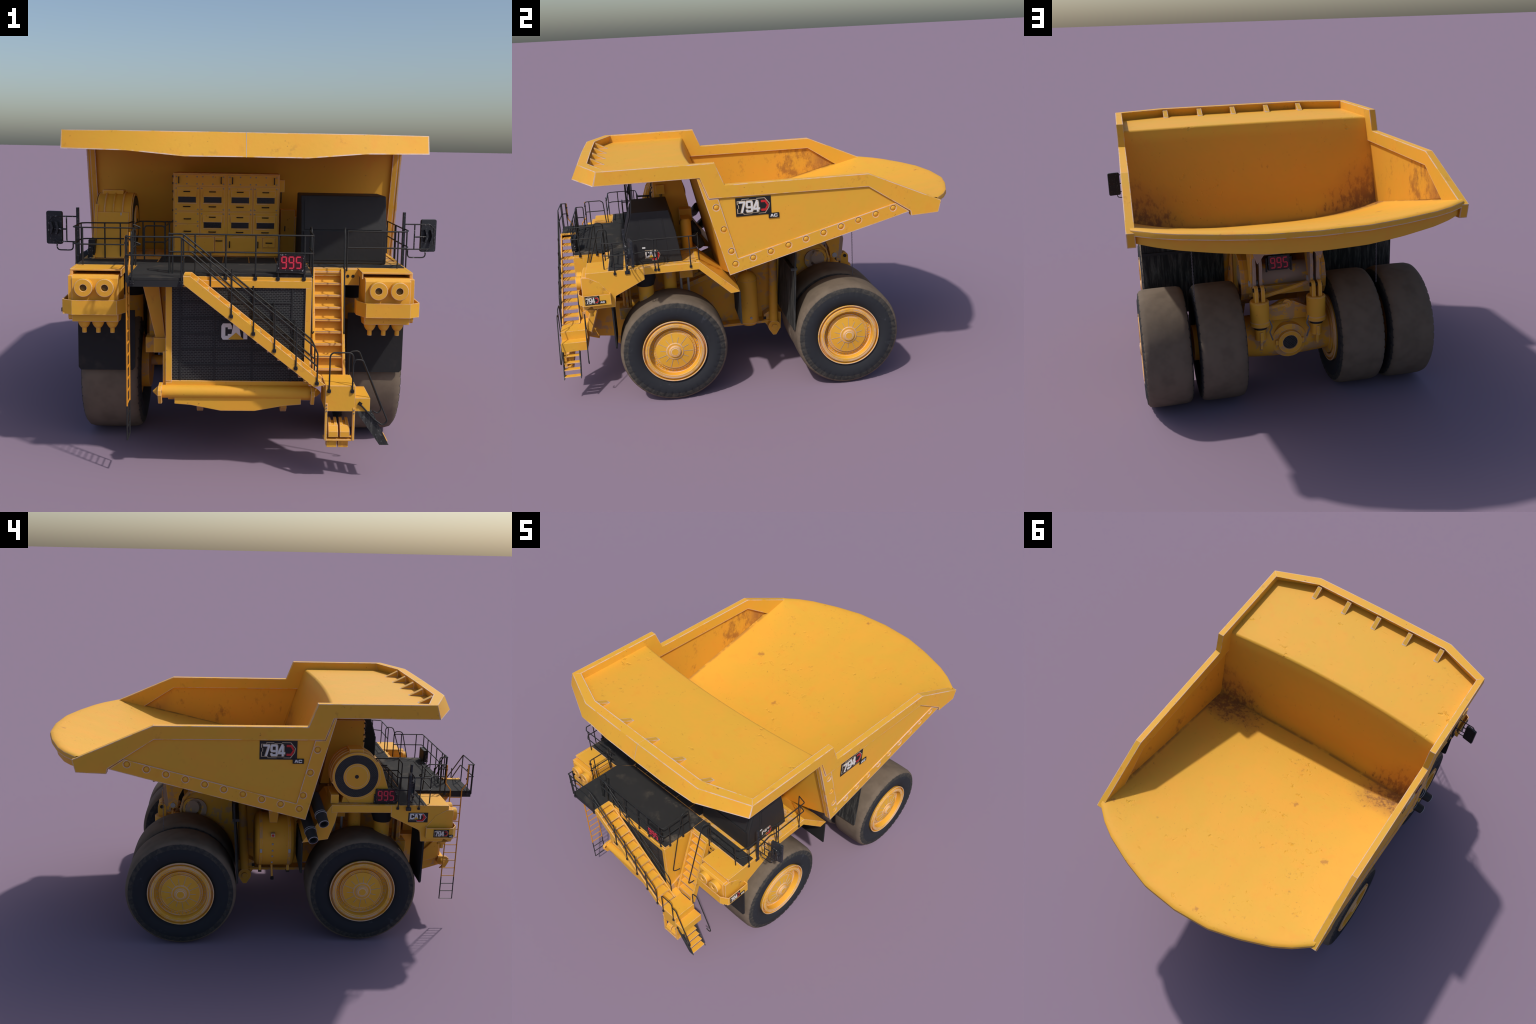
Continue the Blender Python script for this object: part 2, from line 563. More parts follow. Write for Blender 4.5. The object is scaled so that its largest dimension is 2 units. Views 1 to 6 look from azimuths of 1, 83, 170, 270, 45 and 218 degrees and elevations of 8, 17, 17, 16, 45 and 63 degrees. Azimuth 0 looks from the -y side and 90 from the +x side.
g = G()
xs = [-XW + 2 * XW * i / 48 for i in range(49)]
secs = [bed_section(x) for x in xs]
m = len(secs[0])
verts = [(x, p[0], p[1]) for x, s in zip(xs, secs) for p in s]
faces = []
for i in range(len(xs) - 1):
    for k in range(m):
        k2 = (k + 1) % m
        faces.append((i * m + k, i * m + k2, (i + 1) * m + k2, (i + 1) * m + k))
g.add(verts, faces)
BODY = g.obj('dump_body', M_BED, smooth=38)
BODY.data.materials.append(M_PLAIN)          # outside and underside: plain paint
BODY.data.materials.append(M_RIM)            # worn lip of the tail
first_under = 9 + 5 + 9 + 26 + 2
for i, p in enumerate(BODY.data.polygons):
    if i % m >= first_under:
        p.material_index = 2 if i % m < first_under + 2 else 1

# ---- rim of the bed: side rails follow the stepped outline, the front one is a bent beam
RIM = [(-0.720, 1.113), (-0.222, 1.113), (-0.185, 1.015), (0.457, 1.015), (0.796, 0.867), (0.783, 0.812),
       (0.655, 0.806), (0.650, 0.829), (0.455, 0.956), (-0.257, 0.959), (-0.290, 1.052), (-0.738, 1.051)]
for s in (1, -1):
    G().prism(RIM, 'x', s * 0.5875, s * 0.6185).obj('body_rim', M_RIM, BODY, bevel=0.0016)
g = G()
st = [(-0.6185, -0.720, 1.0512, -0.5875, -0.6905), (-0.387, -0.811, 1.049, -0.370, -0.768), (-0.2, -0.8135, 1.033, -0.19, -0.769),
      (0.0, -0.815, 1.0335, 0, -0.770)]
st = st + [(-a, b, c, -d, e) for a, b, c, d, e in reversed(st[:-1])]
v, f = [], []
for (xo, yo, zb, xi, yi) in st:
    v += [(xo, yo, 1.1132), (xo, yo - (0.0190 if abs(xo) > 0.5 else 0.031), zb), (xi, yi - (0.016 if abs(xo) > 0.5 else 0.031), zb + 0.004), (xi, yi, 1.1132)]
for i in range(len(st) - 1):
    for k in range(4):
        k2 = (k + 1) % 4
        f.append((i * 4 + k, i * 4 + k2, i * 4 + 4 + k2, i * 4 + 4 + k))
f += [(3, 2, 1, 0), tuple(range(len(v) - 4, len(v)))]
CR = g.add(v, f).obj('canopy_rim', M_RIM, BODY, smooth=30)
G().prism([(-0.8140, 1.1137), (-0.8157, 1.1137), (-0.8465, 1.0325), (-0.8445, 1.0325)], 'x', -0.0008, 0.0008).obj('weld_seam', M_PALE, BODY)
G().box(-0.0008, 0.0008, -0.815, -0.770, 1.1130, 1.1136).obj('weld_seam', M_RIM, BODY)

# ---- gussets behind the canopy rim
gus = G().prism([(-0.702, 1.0735), (-0.764, 1.1060), (-0.768, 1.0735)], 'x', -0.0122, 0.0122)
gme = gus.mesh('canopy_gusset'); gme.materials.append(M_RIM)
copies('canopy_gusset', gme, [(x, 0, 0) for x in (-0.360, -0.181, 0.001, 0.178, 0.357)], BODY)

# ---- side walls: plate, bolted border strip with real holes, domed rivets
WALL = [(-0.183, 0.607), (0.648, 0.8265), (0.610, 0.875), (0.455, 0.975), (-0.250, 0.975), (-0.287, 1.060), (-0.302, 1.050)]
STRIP = [(-0.187, 0.6055), (0.646, 0.8265), (0.581, 0.870), (-0.146, 0.679), (-0.216, 0.957), (-0.259, 0.957),
         (-0.2915, 1.051), (-0.303, 1.051)]
RIV = [(-0.227, 0.918), (-0.200, 0.8175), (-0.173, 0.716)] + \
      [(-0.159 + (0.5695 + 0.159) * i / 9, 0.6555 + (0.8485 - 0.6555) * i / 9) for i in range(10)]
rv = G().lathe([(-0.0005, 0.0118), (0.0016, 0.0108), (0.0036, 0.0076), (0.0046, 0.003)], (0, 0, 0), (1, 0, 0), 14)
rme = rv.mesh('rivet'); rme.materials.append(M_YEL)
for p in rme.polygons: p.use_smooth = True
for s in (1, -1):
    w = G().prism(WALL, 'x', s * XW, s * 0.6110).obj('bed_wall', M_PANEL, BODY)
    strip = G().prism(STRIP, 'x', s * 0.6100, s * 0.6155).obj('border_strip', M_RIM, BODY)
    cut = G()
    for (y, z) in RIV:
        cut.lathe([(-0.02, 0.0146), (0.02, 0.0146)], (s * 0.613, y, z), (1, 0, 0), 12)
    cob = cut.obj('cutter', M_YEL)
    b = strip.modifiers.new('holes', 'BOOLEAN')
    b.operation = 'DIFFERENCE'
    b.solver = 'EXACT'
    b.object = cob
    apply_mods(strip)
    strip.parent = BODY
    bpy.data.objects.remove(cob, do_unlink=True)
    rot = Matrix() if s > 0 else Matrix.Rotation(math.pi, 4, 'Z')
    copies('rivet', rme, [Matrix.Translation((s * 0.6110, y, z)) @ rot for y, z in RIV], BODY)

for s in (1, -1):
    G().prism([(-0.186, 0.607), (-0.3025, 1.050), (-0.288, 1.050), (-0.171, 0.622)], 'x', s * 0.582, s * 0.6032).obj('corner_post', M_RIM, BODY)

# inner liner skins of the side walls carry the rusty inside look
for s in (1, -1):
    G().prism([(-0.150, 0.664), (0.61, 0.850), (0.455, 0.957), (-0.246, 0.957)], 'x', s * 0.6000, s * 0.6026).obj('wall_liner', M_WALL_IN, BODY)

# ---- underside pivot brackets of the body and cross ribs
for s in (1, -1):
    br = [(0.22, 0.655), (0.540, 0.725), (0.475, 0.665), (0.447, 0.610), (0.440, 0.545), (0.432, 0.498), (0.414, 0.486),
          (0.393, 0.497), (0.385, 0.55), (0.35, 0.62)]
    for dx in (0.100, 0.132):
        G().prism(br, 'x', s * dx, s * (dx + 0.013)).obj('pivot_bracket', M_FRAME, BODY, bevel=0.001)
    G().cyl((s * 0.095, 0.414, 0.507), (s * 0.150, 0.414, 0.507), 0.0125).obj('pivot_pin', M_PALE, BODY, smooth=40)
G().prism([(-0.155, 0.70), (0.155, 0.70), (0.128, 0.62), (0.10, 0.655), (-0.10, 0.655), (-0.128, 0.62)], 'y', 0.50, 0.512).obj('body_crossmember', M_BARE, BODY)

# ================================================================== WHEELS
def tyre_mesh(width):
    h = width / 2
    seg = 252
    prof = [(-h * 0.80, 0.140), (-h * 0.93, 0.158), (-h, 0.182), (-h * 1.0, 0.204), (-h * 0.97, 0.214), (-h * 0.955, 0.231),
            (-h * 0.86, 0.2425), (-h * 0.70, 0.2468), (-h * 0.35, 0.2478), (0, 0.248)]
    prof = prof + [(-a, r) for a, r in reversed(prof[:-1])]
    v, f = [], []
    n = len(prof)
    for i, (t, r) in enumerate(prof):
        for k in range(seg):
            a = 2 * math.pi * k / seg
            rr, tt = r, t
            notch = (k % 6) < 1
            if i in (4, 5, n - 6, n - 5) and notch:
                tt = t * 0.970
                rr = r - 0.001
            v.append((tt, rr * math.cos(a), rr * math.sin(a)))
    for i in range(n):
        j = (i + 1) % n
        for k in range(seg):
            k2 = (k + 1) % seg
            f.append((i * seg + k, i * seg + k2, j * seg + k2, j * seg + k))
    return G().add(v, f).mesh('tyre')

def rim_mesh(h, deep):
    """stepped dish facing +x; h is the tyre's half width, deep where the hub disc sits"""
    prof = [(-h * 0.78, 0.143), (h * 0.80, 0.143), (h * 0.96, 0.1485), (h * 1.0, 0.1475), (h * 1.0, 0.1445), (h * 0.86, 0.1405),
            (h * 0.88, 0.1370), (h * 1.010, 0.1345), (h * 1.020, 0.1290), (h * 1.000, 0.1283), (h * 1.000, 0.1272), (h * 1.015, 0.1265),
            (h * 1.010, 0.1190), (h * 0.96, 0.1172), (deep - 0.012, 0.1160), (deep - 0.014, 0.1140), (deep - 0.014, 0.02)]
    return G().lathe(prof, (0, 0, 0), (1, 0, 0), 80).mesh('rim')

def hub_mesh(deep):
    g = G()
    prof = [(deep - 0.023, 0.0995), (deep - 0.006, 0.0985), (deep - 0.0045, 0.0970), (deep - 0.0045, 0.0885), (deep + 0.002, 0.0865), (deep + 0.009, 0.040),
            (deep + 0.0125, 0.038), (deep + 0.0125, 0.0275), (deep + 0.0175, 0.0268), (deep + 0.0200, 0.0235), (deep + 0.0200, 0.0185), (deep + 0.0212, 0.0172)]
    g.lathe(prof, (0, 0, 0), (1, 0, 0), 72)
    return g.mesh('hub')

def rib_mesh(deep):
    """radial weld ribs on the hub disc, and bolt heads on two circles"""
    g = G()
    for k in range(14):
        a = 2 * math.pi * (k + 0.3) / 14
        c, s = math.cos(a), math.sin(a)
        r1 = 0.084 if k % 2 else 0.068
        q = [(0.041, -0.0007), (r1, -0.0007), (r1, 0.0007), (0.041, 0.0007)]
        zz = lambda r: deep + 0.009 - 0.007 * (r - 0.040) / 0.0465
        base = [(zz(r) - 0.002, r * c - w * s, r * s + w * c) for r, w in q]
        top = [(zz(r) + 0.0012, r * c - w * s, r * s + w * c) for r, w in q]
        g.add(base + top, [(3, 2, 1, 0), (4, 5, 6, 7), (0, 1, 5, 4), (1, 2, 6, 5), (2, 3, 7, 6), (3, 0, 4, 7)])
    return g.mesh('hub_rib')

def bolts_mesh(deep):
    g = G()
    for cnt, r, x, br in ((48, 0.0927, deep - 0.005, 0.0013), (40, 0.1070, deep - 0.0145, 0.0022)):
        for k in range(cnt):
            a = 2 * math.pi * k / cnt
            g.lathe([(0, br), (0.002, br), (0.0028, br * 0.6)], (x, r * math.cos(a), r * math.sin(a)), (1, 0, 0), 6)
    return g.mesh('wheel_bolt')

def make_set(width, deep):
    d = {'tyre': tyre_mesh(width), 'rim': rim_mesh(width / 2, deep), 'hub': hub_mesh(deep), 'rib': rib_mesh(deep), 'bolt': bolts_mesh(deep)}
    for k, mt in (('tyre', M_TYRE), ('rim', M_WHEEL), ('hub', M_WHEEL), ('rib', M_PALE), ('bolt', M_PALE)):
        d[k].materials.append(mt)
        for p in d[k].polygons:
            p.use_smooth = True
        if k != 'tyre':
            d[k].set_sharp_from_angle(angle=math.radians(28))
        else:
            d[k].set_sharp_from_angle(angle=math.radians(50))
    return d

WF = make_set(0.212, 0.090)
WR = make_set(0.195, 0.082)
WI = {'tyre': WR['tyre'], 'rim': WR['rim']}

def wheel(x, y, side, parts, detail=True):
    e = bpy.data.objects.new('wheel', None)
    COL.objects.link(e)
    e.parent = ROOT
    e.empty_display_size = 0.05
    e.matrix_local = Matrix.Translation((x, y, 0.248)) @ (Matrix() if side > 0 else Matrix.Rotation(math.pi, 4, 'Z')) @ \
        Matrix.Rotation(random.uniform(0, 6.28), 4, 'X')
    for nm, key in (('tyre', 'tyre'), ('rim', 'rim'), ('hub', 'hub'), ('hub_rib', 'rib'), ('wheel_bolt', 'bolt')):
        if key in parts:
            o = copies(nm, parts[key], [(0, 0, 0)], e)[0]
            if key in ('rib', 'bolt'):
                o['kind'] = 'stuff'
    return e

YF, YR = -0.460, 0.354
for s in (1, -1):
    wheel(s * 0.468, YF, s, WF)
    wheel(s * 0.5115 + 0.007, YR, s, WR)
    wheel(s * 0.290 + 0.005, YR, -s, WI)

# ================================================================== CHASSIS
FR = [(-0.885, 0.245), (-0.62, 0.262), (-0.40, 0.235), (-0.10, 0.205), (0.06, 0.205), (0.125, 0.245), (0.20, 0.345), (0.345, 0.415),
      (0.372, 0.45), (0.378, 0.50), (0.365, 0.55), (0.335, 0.585), (0.28, 0.600), (0.06, 0.588), (-0.05, 0.560), (-0.30, 0.49), (-0.55, 0.40), (-0.70, 0.37), (-0.885, 0.36)]
for s in (1, -1):
    o = G().prism(FR, 'x', s * 0.140, s * 0.170).obj('chassis_rail', M_FRAME, bevel=0.002)
    # raised border flange around the rear plate, and the trunnion ring
    flange = [(p[0], p[1]) for p in FR[4:15]]
    g = G()
    for (a, b) in zip(flange, flange[1:]):
        d = Vector((b[0] - a[0], b[1] - a[1])).normalized()
        nrm = Vector((d.y, -d.x)) * 0.007
        q = [(a[0] - nrm.x, a[1] - nrm.y), (b[0] - nrm.x, b[1] - nrm.y), (b[0] + nrm.x * .2, b[1] + nrm.y * .2), (a[0] + nrm.x * .2, a[1] + nrm.y * .2)]
        g.prism(q, 'x', s * 0.168, s * 0.184)
    g.obj('frame_flange', M_FRAME, o)
    g = G().lathe([(0, 0.047), (0.012, 0.047), (0.012, 0.034), (0.003, 0.033), (0.003, 0.001)], (s * 0.168, 0.319, 0.508), (s, 0, 0), 32)
    g.obj('trunnion_ring', M_FRAME, o, smooth=40)
    # bottom ledge of the frame
    G().box(min(s * 0.168, s * 0.23), max(s * 0.168, s * 0.23), -0.34, 0.06, 0.203, 0.215).obj('frame_ledge', M_FRAME, o)
    # diagonal brace
    G().prism([(-0.42, 0.41), (-0.08, 0.525), (-0.08, 0.548), (-0.42, 0.434)], 'x', s * 0.168, s * 0.215).obj('frame_brace', M_FRAME, o)
    # dump hoist cylinder with its lower bracket and pin
    G().cyl((s * 0.243, 0.061, 0.215), (s * 0.202, 0.079, 0.56), 0.0225, 24).obj('hoist_cylinder', M_FRAME, smooth=40)
    G().prism([(0.060 + 0.031 * math.cos(a), 0.190 + 0.031 * math.sin(a)) for a in [math.radians(t) for t in range(-30, 211, 20)]] + [(0.052, 0.145), (0.068, 0.145)],
              'x', s * 0.225, s * 0.262).obj('hoist_eye', M_FRAME, smooth=30)
    G().cyl((s * 0.21, 0.060, 0.190), (s * 0.272, 0.060, 0.190), 0.0135).obj('hoist_pin', M_FRAME, smooth=40)
    G().prism([(0.015, 0.245), (0.045, 0.262), (0.105, 0.25), (0.10, 0.16), (0.04, 0.17), (0.012, 0.21)], 'x', s * 0.165, s * 0.224).obj('hoist_bracket', M_FRAME, bevel=0.002)
    G().cyl((s * 0.225, 0.018, 0.228), (s * 0.229, 0.018, 0.228), 0.010, 4).obj('bracket_window', M_DBLACK)
    G().lathe([(0.0, 0.010), (0.006, 0.010)], (s * 0.17, -0.02, 0.44), (s, 0, 0), 16).obj('lifting_eye', M_PALE, smooth=40)

# cross tubes and centre tunnel
for (y, z, r) in ((0.30, 0.50, 0.052), (-0.35, 0.32, 0.05)):
    G().cyl((-0.18, y, z), (0.18, y, z), r, 32).obj('cross_tube', M_BARE, smooth=40)
G().box(-0.166, 0.166, -0.86, 0.02, 0.27, 0.40).obj('engine_block', M_FRAME)
G().box(-0.166, 0.166, -0.70, -0.30, 0.39, 0.628).obj('engine_block', M_FRAME)

# rear axle: housing, end flanges, vented rear cover
AX = G().lathe([(-0.20, 0.098), (-0.195, 0.112), (-0.183, 0.112), (-0.18, 0.088), (-0.06, 0.096), (0.06, 0.096), (0.18, 0.088), (0.183, 0.112), (0.195, 0.112), (0.20, 0.098)],
               (0, YR, 0.248), (1, 0, 0), 48).obj('drive_axle', M_FRAME, smooth=30)
G().cyl((-0.40, YR, 0.248), (0.40, YR, 0.248), 0.075, 32).obj('axle_tube', M_YEL, AX, smooth=40)
G().lathe([(0, 0.076), (0.030, 0.076), (0.033, 0.070), (0.033, 0.053), (0.050, 0.051), (0.050, 0.0325), (0.046, 0.032)], (0, YR + 0.062, 0.249), (0, 1, -0.06), 36).obj('axle_cover', M_FRAME, AX, smooth=30)
G().lathe([(0, 0.0315), (0.003, 0.031)], (0, YR + 0.106, 0.2465), (0, 1, -0.06), 28).obj('cover_screen', M_MESH_F, AX)
for s in (1, -1):
    G().box(s * 0.052 - 0.009, s * 0.052 + 0.009, YR + 0.09, YR + 0.108, 0.238, 0.258).obj('cover_tab', M_FRAME, AX)
G().prism([(-0.155, 0.33), (0.155, 0.33), (0.12, 0.365), (0.03, 0.41), (0.0, 0.415), (-0.03, 0.41), (-0.12, 0.365)], 'y', 0.385, 0.412).obj('axle_web', M_FRAME, AX, bevel=0.002)
G().lathe([(0, 0.0195), (0.008, 0.0195), (0.008, 0.013), (0.012, 0.012)], (0, 0.412, 0.402), (0, 1, 0), 24).obj('panhard_boss', M_FRAME, AX, smooth=40)
G().tube([(0.0, 0.423, 0.402), (0.10, 0.43, 0.395)], 0.0085).obj('panhard_rod', M_FRAME, AX)
G().tube([(0.115, 0.40, 0.435), (-0.105, 0.40, 0.485)], 0.010).obj('panhard_rod', M_FRAME, AX)
G().box(-0.15, 0.15, 0.34, 0.365, 0.43, 0.47).obj('crossbeam', M_FRAME)

# rear suspension struts
for s in (1, -1):
    x = s * 0.1205 + 0.006
    ST = G().lathe([(0, 0.040), (0.004, 0.0425), (0.018, 0.0425), (0.020, 0.040), (0.104, 0.040), (0.108, 0.036)], (x, 0.465, 0.326), (0, 0, 1), 28).obj('suspension_strut', M_YEL, smooth=30)
    G().cyl((x, 0.465, 0.312), (x, 0.465, 0.328), 0.028, 24).obj('strut_seal', M_DBLACK, ST, smooth=40)
    G().cyl((x, 0.465, 0.262), (x, 0.465, 0.314), 0.0235, 24).obj('strut_rod', M_YEL, ST, smooth=40)
    G().box(x - 0.0065, x + 0.0065, 0.477, 0.495, 0.262, 0.302).obj('strut_clevis', M_FRAME, ST, bevel=0.001)
    G().prism([(0.460, 0.27), (0.483, 0.27), (0.481, 0.222), (0.472, 0.213), (0.465, 0.222)], 'x', x - 0.005, x + 0.005).obj('strut_clevis', M_FRAME, ST, bevel=0.001)
    for dx in (-0.0135, 0.0135):
        eye = [(0.468 + 0.021 * math.cos(math.radians(t)), 0.478 + 0.021 * math.sin(math.radians(t))) for t in range(0, 181, 20)]
        G().prism(eye + [(0.447, 0.430), (0.489, 0.430)], 'x', x + dx - 0.0075, x + dx + 0.0075).obj('strut_eye', M_YEL, ST, bevel=0.001)
    G().cyl((x - 0.026, 0.470, 0.482), (x + 0.026, 0.470, 0.482), 0.0085).obj('strut_pin', M_DBLACK, ST, smooth=40)
    # curved pair of arms running up to the frame
    for dx in (-0.012, 0.014):
        arm = [(0.455, 0.455), (0.458, 0.52), (0.465, 0.575), (0.452, 0.625), (0.475, 0.70), (0.43, 0.70), (0.412, 0.63), (0.405, 0.575), (0.425, 0.52), (0.425, 0.455)]
        G().prism(arm, 'x', x + dx - 0.006, x + dx + 0.006).obj('strut_arm', M_BARE, ST, bevel=0.001)
    g = G().rail([(x - s * 0.036, 0.48, 0.35), (x - s * 0.047, 0.485, 0.32), (x - s * 0.035, 0.49, 0.30), (x - s * 0.048, 0.485, 0.26)], 0.003, 0.01)
    g.obj('brake_hose', M_CHAIN, ST)
    ST.location.z = 0.014
    # safety chains under the tail
    g = G()
    for i in range(36):
        z = 0.700 - i * 0.0066
        pts = []
        for k in range(8):
            a = 2 * math.pi * k / 8
            p = (0.0022 * math.cos(a), 0.0044 * math.sin(a))
            pts.append((s * 0.388 + (p[0] if i % 2 else 0), 0.442 + (0 if i % 2 else p[0]), z + p[1]))
        g.tube(pts, 0.0008, 5, closed=True)
    c = g.obj('safety_chain', M_CHAIN)
    c['kind'] = 'stuff'

# front axle, knuckles and suspension canisters under the deck
FA = G().cyl((-0.38, YF, 0.250), (0.38, YF, 0.250), 0.019, 24).obj('steering_axle', M_FRAME, smooth=40)
for s in (1, -1):
    G().cyl((s * 0.345, YF, 0.248), (s * 0.40, YF, 0.248), 0.10, 32).obj('wheel_knuckle', M_FRAME, FA, smooth=40)
    G().cyl((s * 0.335, YF + 0.012, 0.30), (s * 0.335, YF + 0.012, 0.635), 0.030, 24).obj('suspension_strut', M_FRAME, smooth=40)
    G().lathe([(0, 0.038), (0.012, 0.038)], (s * 0.335, YF + 0.012, 0.575), (0, 0, 1), 24).obj('strut_collar', M_FRAME, smooth=40)
    G().cyl((s * 0.40, -0.565, 0.36), (s * 0.40, -0.565, 0.535), 0.036, 24).obj('air_canister', M_FRAME, smooth=40)
    G().lathe([(0, 0.040), (0.03, 0.050), (0.07, 0.050), (0.085, 0.03)], (s * 0.40, -0.565, 0.53), (0, 0, 1), 24).obj('canister_cap', M_FLAP, smooth=40)
    G().box(s * 0.30 - 0.04, s * 0.30 + 0.04, -0.70, -0.64, 0.345, 0.40).obj('mount_block', M_FRAME, bevel=0.002)
    for y in (-0.675, -0.645, -0.395, -0.36):
        G().cyl((s * 0.30, y, 0.36), (s * 0.30, y, 0.63), 0.006, 10).obj('coolant_pipe', M_PALE if y > -0.5 else M_FRAME)
    G().box(s * 0.30 - 0.03, s * 0.30 + 0.03, -0.665, -0.655, 0.36, 0.63).obj('support_plate', M_FRAME)
    G().box(min(s * 0.17, s * 0.36), max(s * 0.17, s * 0.36), -0.40, -0.34, 0.53, 0.632).obj('deck_support', M_FRAME)
    # tapered leg beside the radiator
G().prism([(-0.345, 0.635), (-0.286, 0.635), (-0.262, 0.425), (-0.295, 0.425)], 'y', -0.80, -0.77).obj('tapered_leg', M_STAIR, bevel=0.0015)
G().box(-0.30, -0.235, -0.81, -0.76, 0.375, 0.426).obj('leg_foot', M_YEL, bevel=0.0015)

# ================================================================== TANKS
TK = G().lathe([(0, 0.100), (0.004, 0.113), (0.014, 0.123), (0.022, 0.125), (0.162, 0.125), (0.172, 0.123), (0.181, 0.113), (0.185, 0.100)],
               (-0.345, -0.163, 0.416), (0, 1, 0), 48).obj('fuel_tank', M_YEL, smooth=50)
for y in (-0.135, -0.005):
    g = G().lathe([(0, 0.126), (0, 0.1285), (0.012, 0.1285), (0.012, 0.126)], (-0.345, y - 0.006, 0.416), (0, 1, 0), 48)
    g.obj('tank_strap', M_FRAME, TK, smooth=30)
    G().box(-0.41, -0.395, y - 0.006, y + 0.006, 0.275, 0.33).obj('strap_bolt', M_YEL, TK)
    G().box(-0.412, -0.393, y - 0.008, y + 0.008, 0.272, 0.280).obj('strap_nut', M_DBLACK, TK)
    G().box(-0.476, -0.466, y - 0.005, y + 0.005, 0.395, 0.412).obj('strap_buckle', M_PALE, TK)
G().box(-0.475, -0.456, -0.067, -0.049, 0.470, 0.487).obj('gauge_plate', M_CREAM, TK)
G().cyl((-0.477, -0.058, 0.4785), (-0.470, -0.058, 0.4785), 0.0055, 16).obj('gauge_button', M_RED, TK)
for z in (0.434, 0.403, 0.373, 0.334):
    dxx = math.sqrt(0.125 ** 2 - (z - 0.416) ** 2)
    G().cyl((-0.345 - dxx - 0.003, -0.058, z), (-0.345 - dxx + 0.004, -0.058, z), 0.0045, 12).obj('sight_glass', M_STEEL, TK)
G().cyl((-0.41, -0.062, 0.250), (-0.40, -0.058, 0.33), 0.005).obj('drain_pipe', M_FRAME, TK)
G().lathe([(0, 0.003), (0.002, 0.008), (0.014, 0.008), (0.018, 0.004)], (-0.412, -0.063, 0.234), (0, 0, 1), 14).obj('drain_valve', M_DBLACK, TK)
G().prism([(-0.09, 0.62), (-0.035, 0.62), (-0.045, 0.52), (-0.08, 0.52)], 'x', -0.415, -0.385).obj('tank_bracket', M_FRAME, TK)
ATX, ATY, ATZ = 0.285, -0.070, 0.222
AT = G().lathe([(0, 0.012), (0.008, 0.034), (0.022, 0.048), (0.255, 0.048), (0.275, 0.036), (0.287, 0.012)], (ATX, ATY, ATZ), (0, 0, 1), 36).obj('air_tank', M_YEL, smooth=50)
G().cyl((ATX, ATY, ATZ + 0.285), (ATX, ATY, ATZ + 0.300), 0.004).obj('tank_valve', M_FRAME, AT)
for z in (0.024, 0.242):
    G().lathe([(0, 0.0486), (0, 0.0494), (0.002, 0.0494), (0.002, 0.0486)], (ATX, ATY, ATZ + z), (0, 0, 1), 36).obj('tank_weld', M_FRAME, AT, smooth=30)
G().cyl((ATX + 0.040, ATY + 0.004, ATZ + 0.055), (ATX + 0.052, ATY + 0.004, ATZ + 0.055), 0.006, 12).obj('tank_plug', M_STEEL, AT)
G().box(0.16, ATX, ATY - 0.025, ATY + 0.025, 0.32, 0.36).obj('tank_bracket', M_FRAME, AT)

# ================================================================== MUD FLAPS AND WINGS
for s, zz in ((1, 0), (-1, 0)):
    g = G()
    v = [(s * 0.215, 0.110, 0.590), (s * 0.574, 0.119, 0.665), (s * 0.575, 0.099, 0.288), (s * 0.215, 0.090, 0.298)]
    g.add(v + [(a, b + 0.008, c) for a, b, c in v], [(0, 1, 2, 3), (7, 6, 5, 4), (0, 4, 5, 1), (1, 5, 6, 2), (2, 6, 7, 3), (3, 7, 4, 0)])
    g.obj('mud_flap', M_STREAK)
    G().box(min(s * 0.195, s * 0.574), max(s * 0.195, s * 0.574), 0.098, 0.128, 0.580, 0.592).obj('flap_hanger', M_BLACK)
WINGR = [(-0.330, 0.664), (-0.316, 0.664), (-0.140, 0.504), (-0.183, 0.500), (-0.326, 0.634)]
WINGL = [(-0.330, 0.660), (-0.303, 0.658), (-0.179, 0.484), (-0.292, 0.501), (-0.321, 0.581), (-0.330, 0.628)]
o = G().prism(WINGR, 'x', 0.300, 0.565).obj('deck_wing', M_STAIR, bevel=0.001)
G().box(0.345, 0.562, -0.146, -0.139, 0.345, 0.505).obj('mud_flap', M_FLAP)
o = G().prism(WINGL, 'x', -0.575, -0.300).obj('deck_wing', M_YEL, bevel=0.001)
G().box(-0.570, -0.345, -0.184, -0.176, 0.336, 0.49).obj('mud_flap', M_STREAK)
for s in (1, -1):
    c = -0.008 if s < 0 else 0
    a, b = (0.366, 0.562)
    g = G().prism([(s * a + c, 0.50), (s * b + c, 0.50), (s * b + c, 0.298), (s * (b - 0.008) + c, 0.288), (s * (a + 0.008) + c, 0.288), (s * a + c, 0.298)], 'y', -0.724, -0.717)
    g.obj('mud_flap', M_FLAP)

# ================================================================== RADIATOR AND FRONT END
RAD = G().box(-0.252, 0.2190, -0.8885, -0.848, 0.286, 0.640)
RAD = RAD.obj('radiator_housing', M_YEL, bevel=0.001)
# opening frame: four bars standing 8 mm proud around the recessed grille
g = G()
g.box(-0.252, -0.232, -0.8965, -0.886, 0.300, 0.617)
g.box(0.200, 0.219, -0.8965, -0.886, 0.300, 0.617)
g.box(-0.252, 0.219, -0.8965, -0.886, 0.287, 0.3052)
g.box(-0.252, 0.219, -0.8965, -0.886, 0.6165, 0.640)
g.obj('radiator_frame', M_YEL, RAD, bevel=0.0008)
G().box(-0.234, 0.202, -0.8905, -0.887, 0.303, 0.618).obj('grille', M_MESH_F, RAD)
g = G()
for x in (-0.205, -0.094, 0.030, 0.157):
    g.box(x - 0.0026, x + 0.0026, -0.8930, -0.889, 0.304, 0.617)
for z in (0.358, 0.410, 0.462, 0.514, 0.566):
    g.box(-0.204, 0.158, -0.8926, -0.889, z - 0.0028, z + 0.0028)
g.obj('grille_bar', M_BLACK, RAD)
G().box(-0.19, 0.2185, -0.8925, -0.76, 0.617, 0.6515).obj('deck_beam', M_YEL, RAD, bevel=0.001)
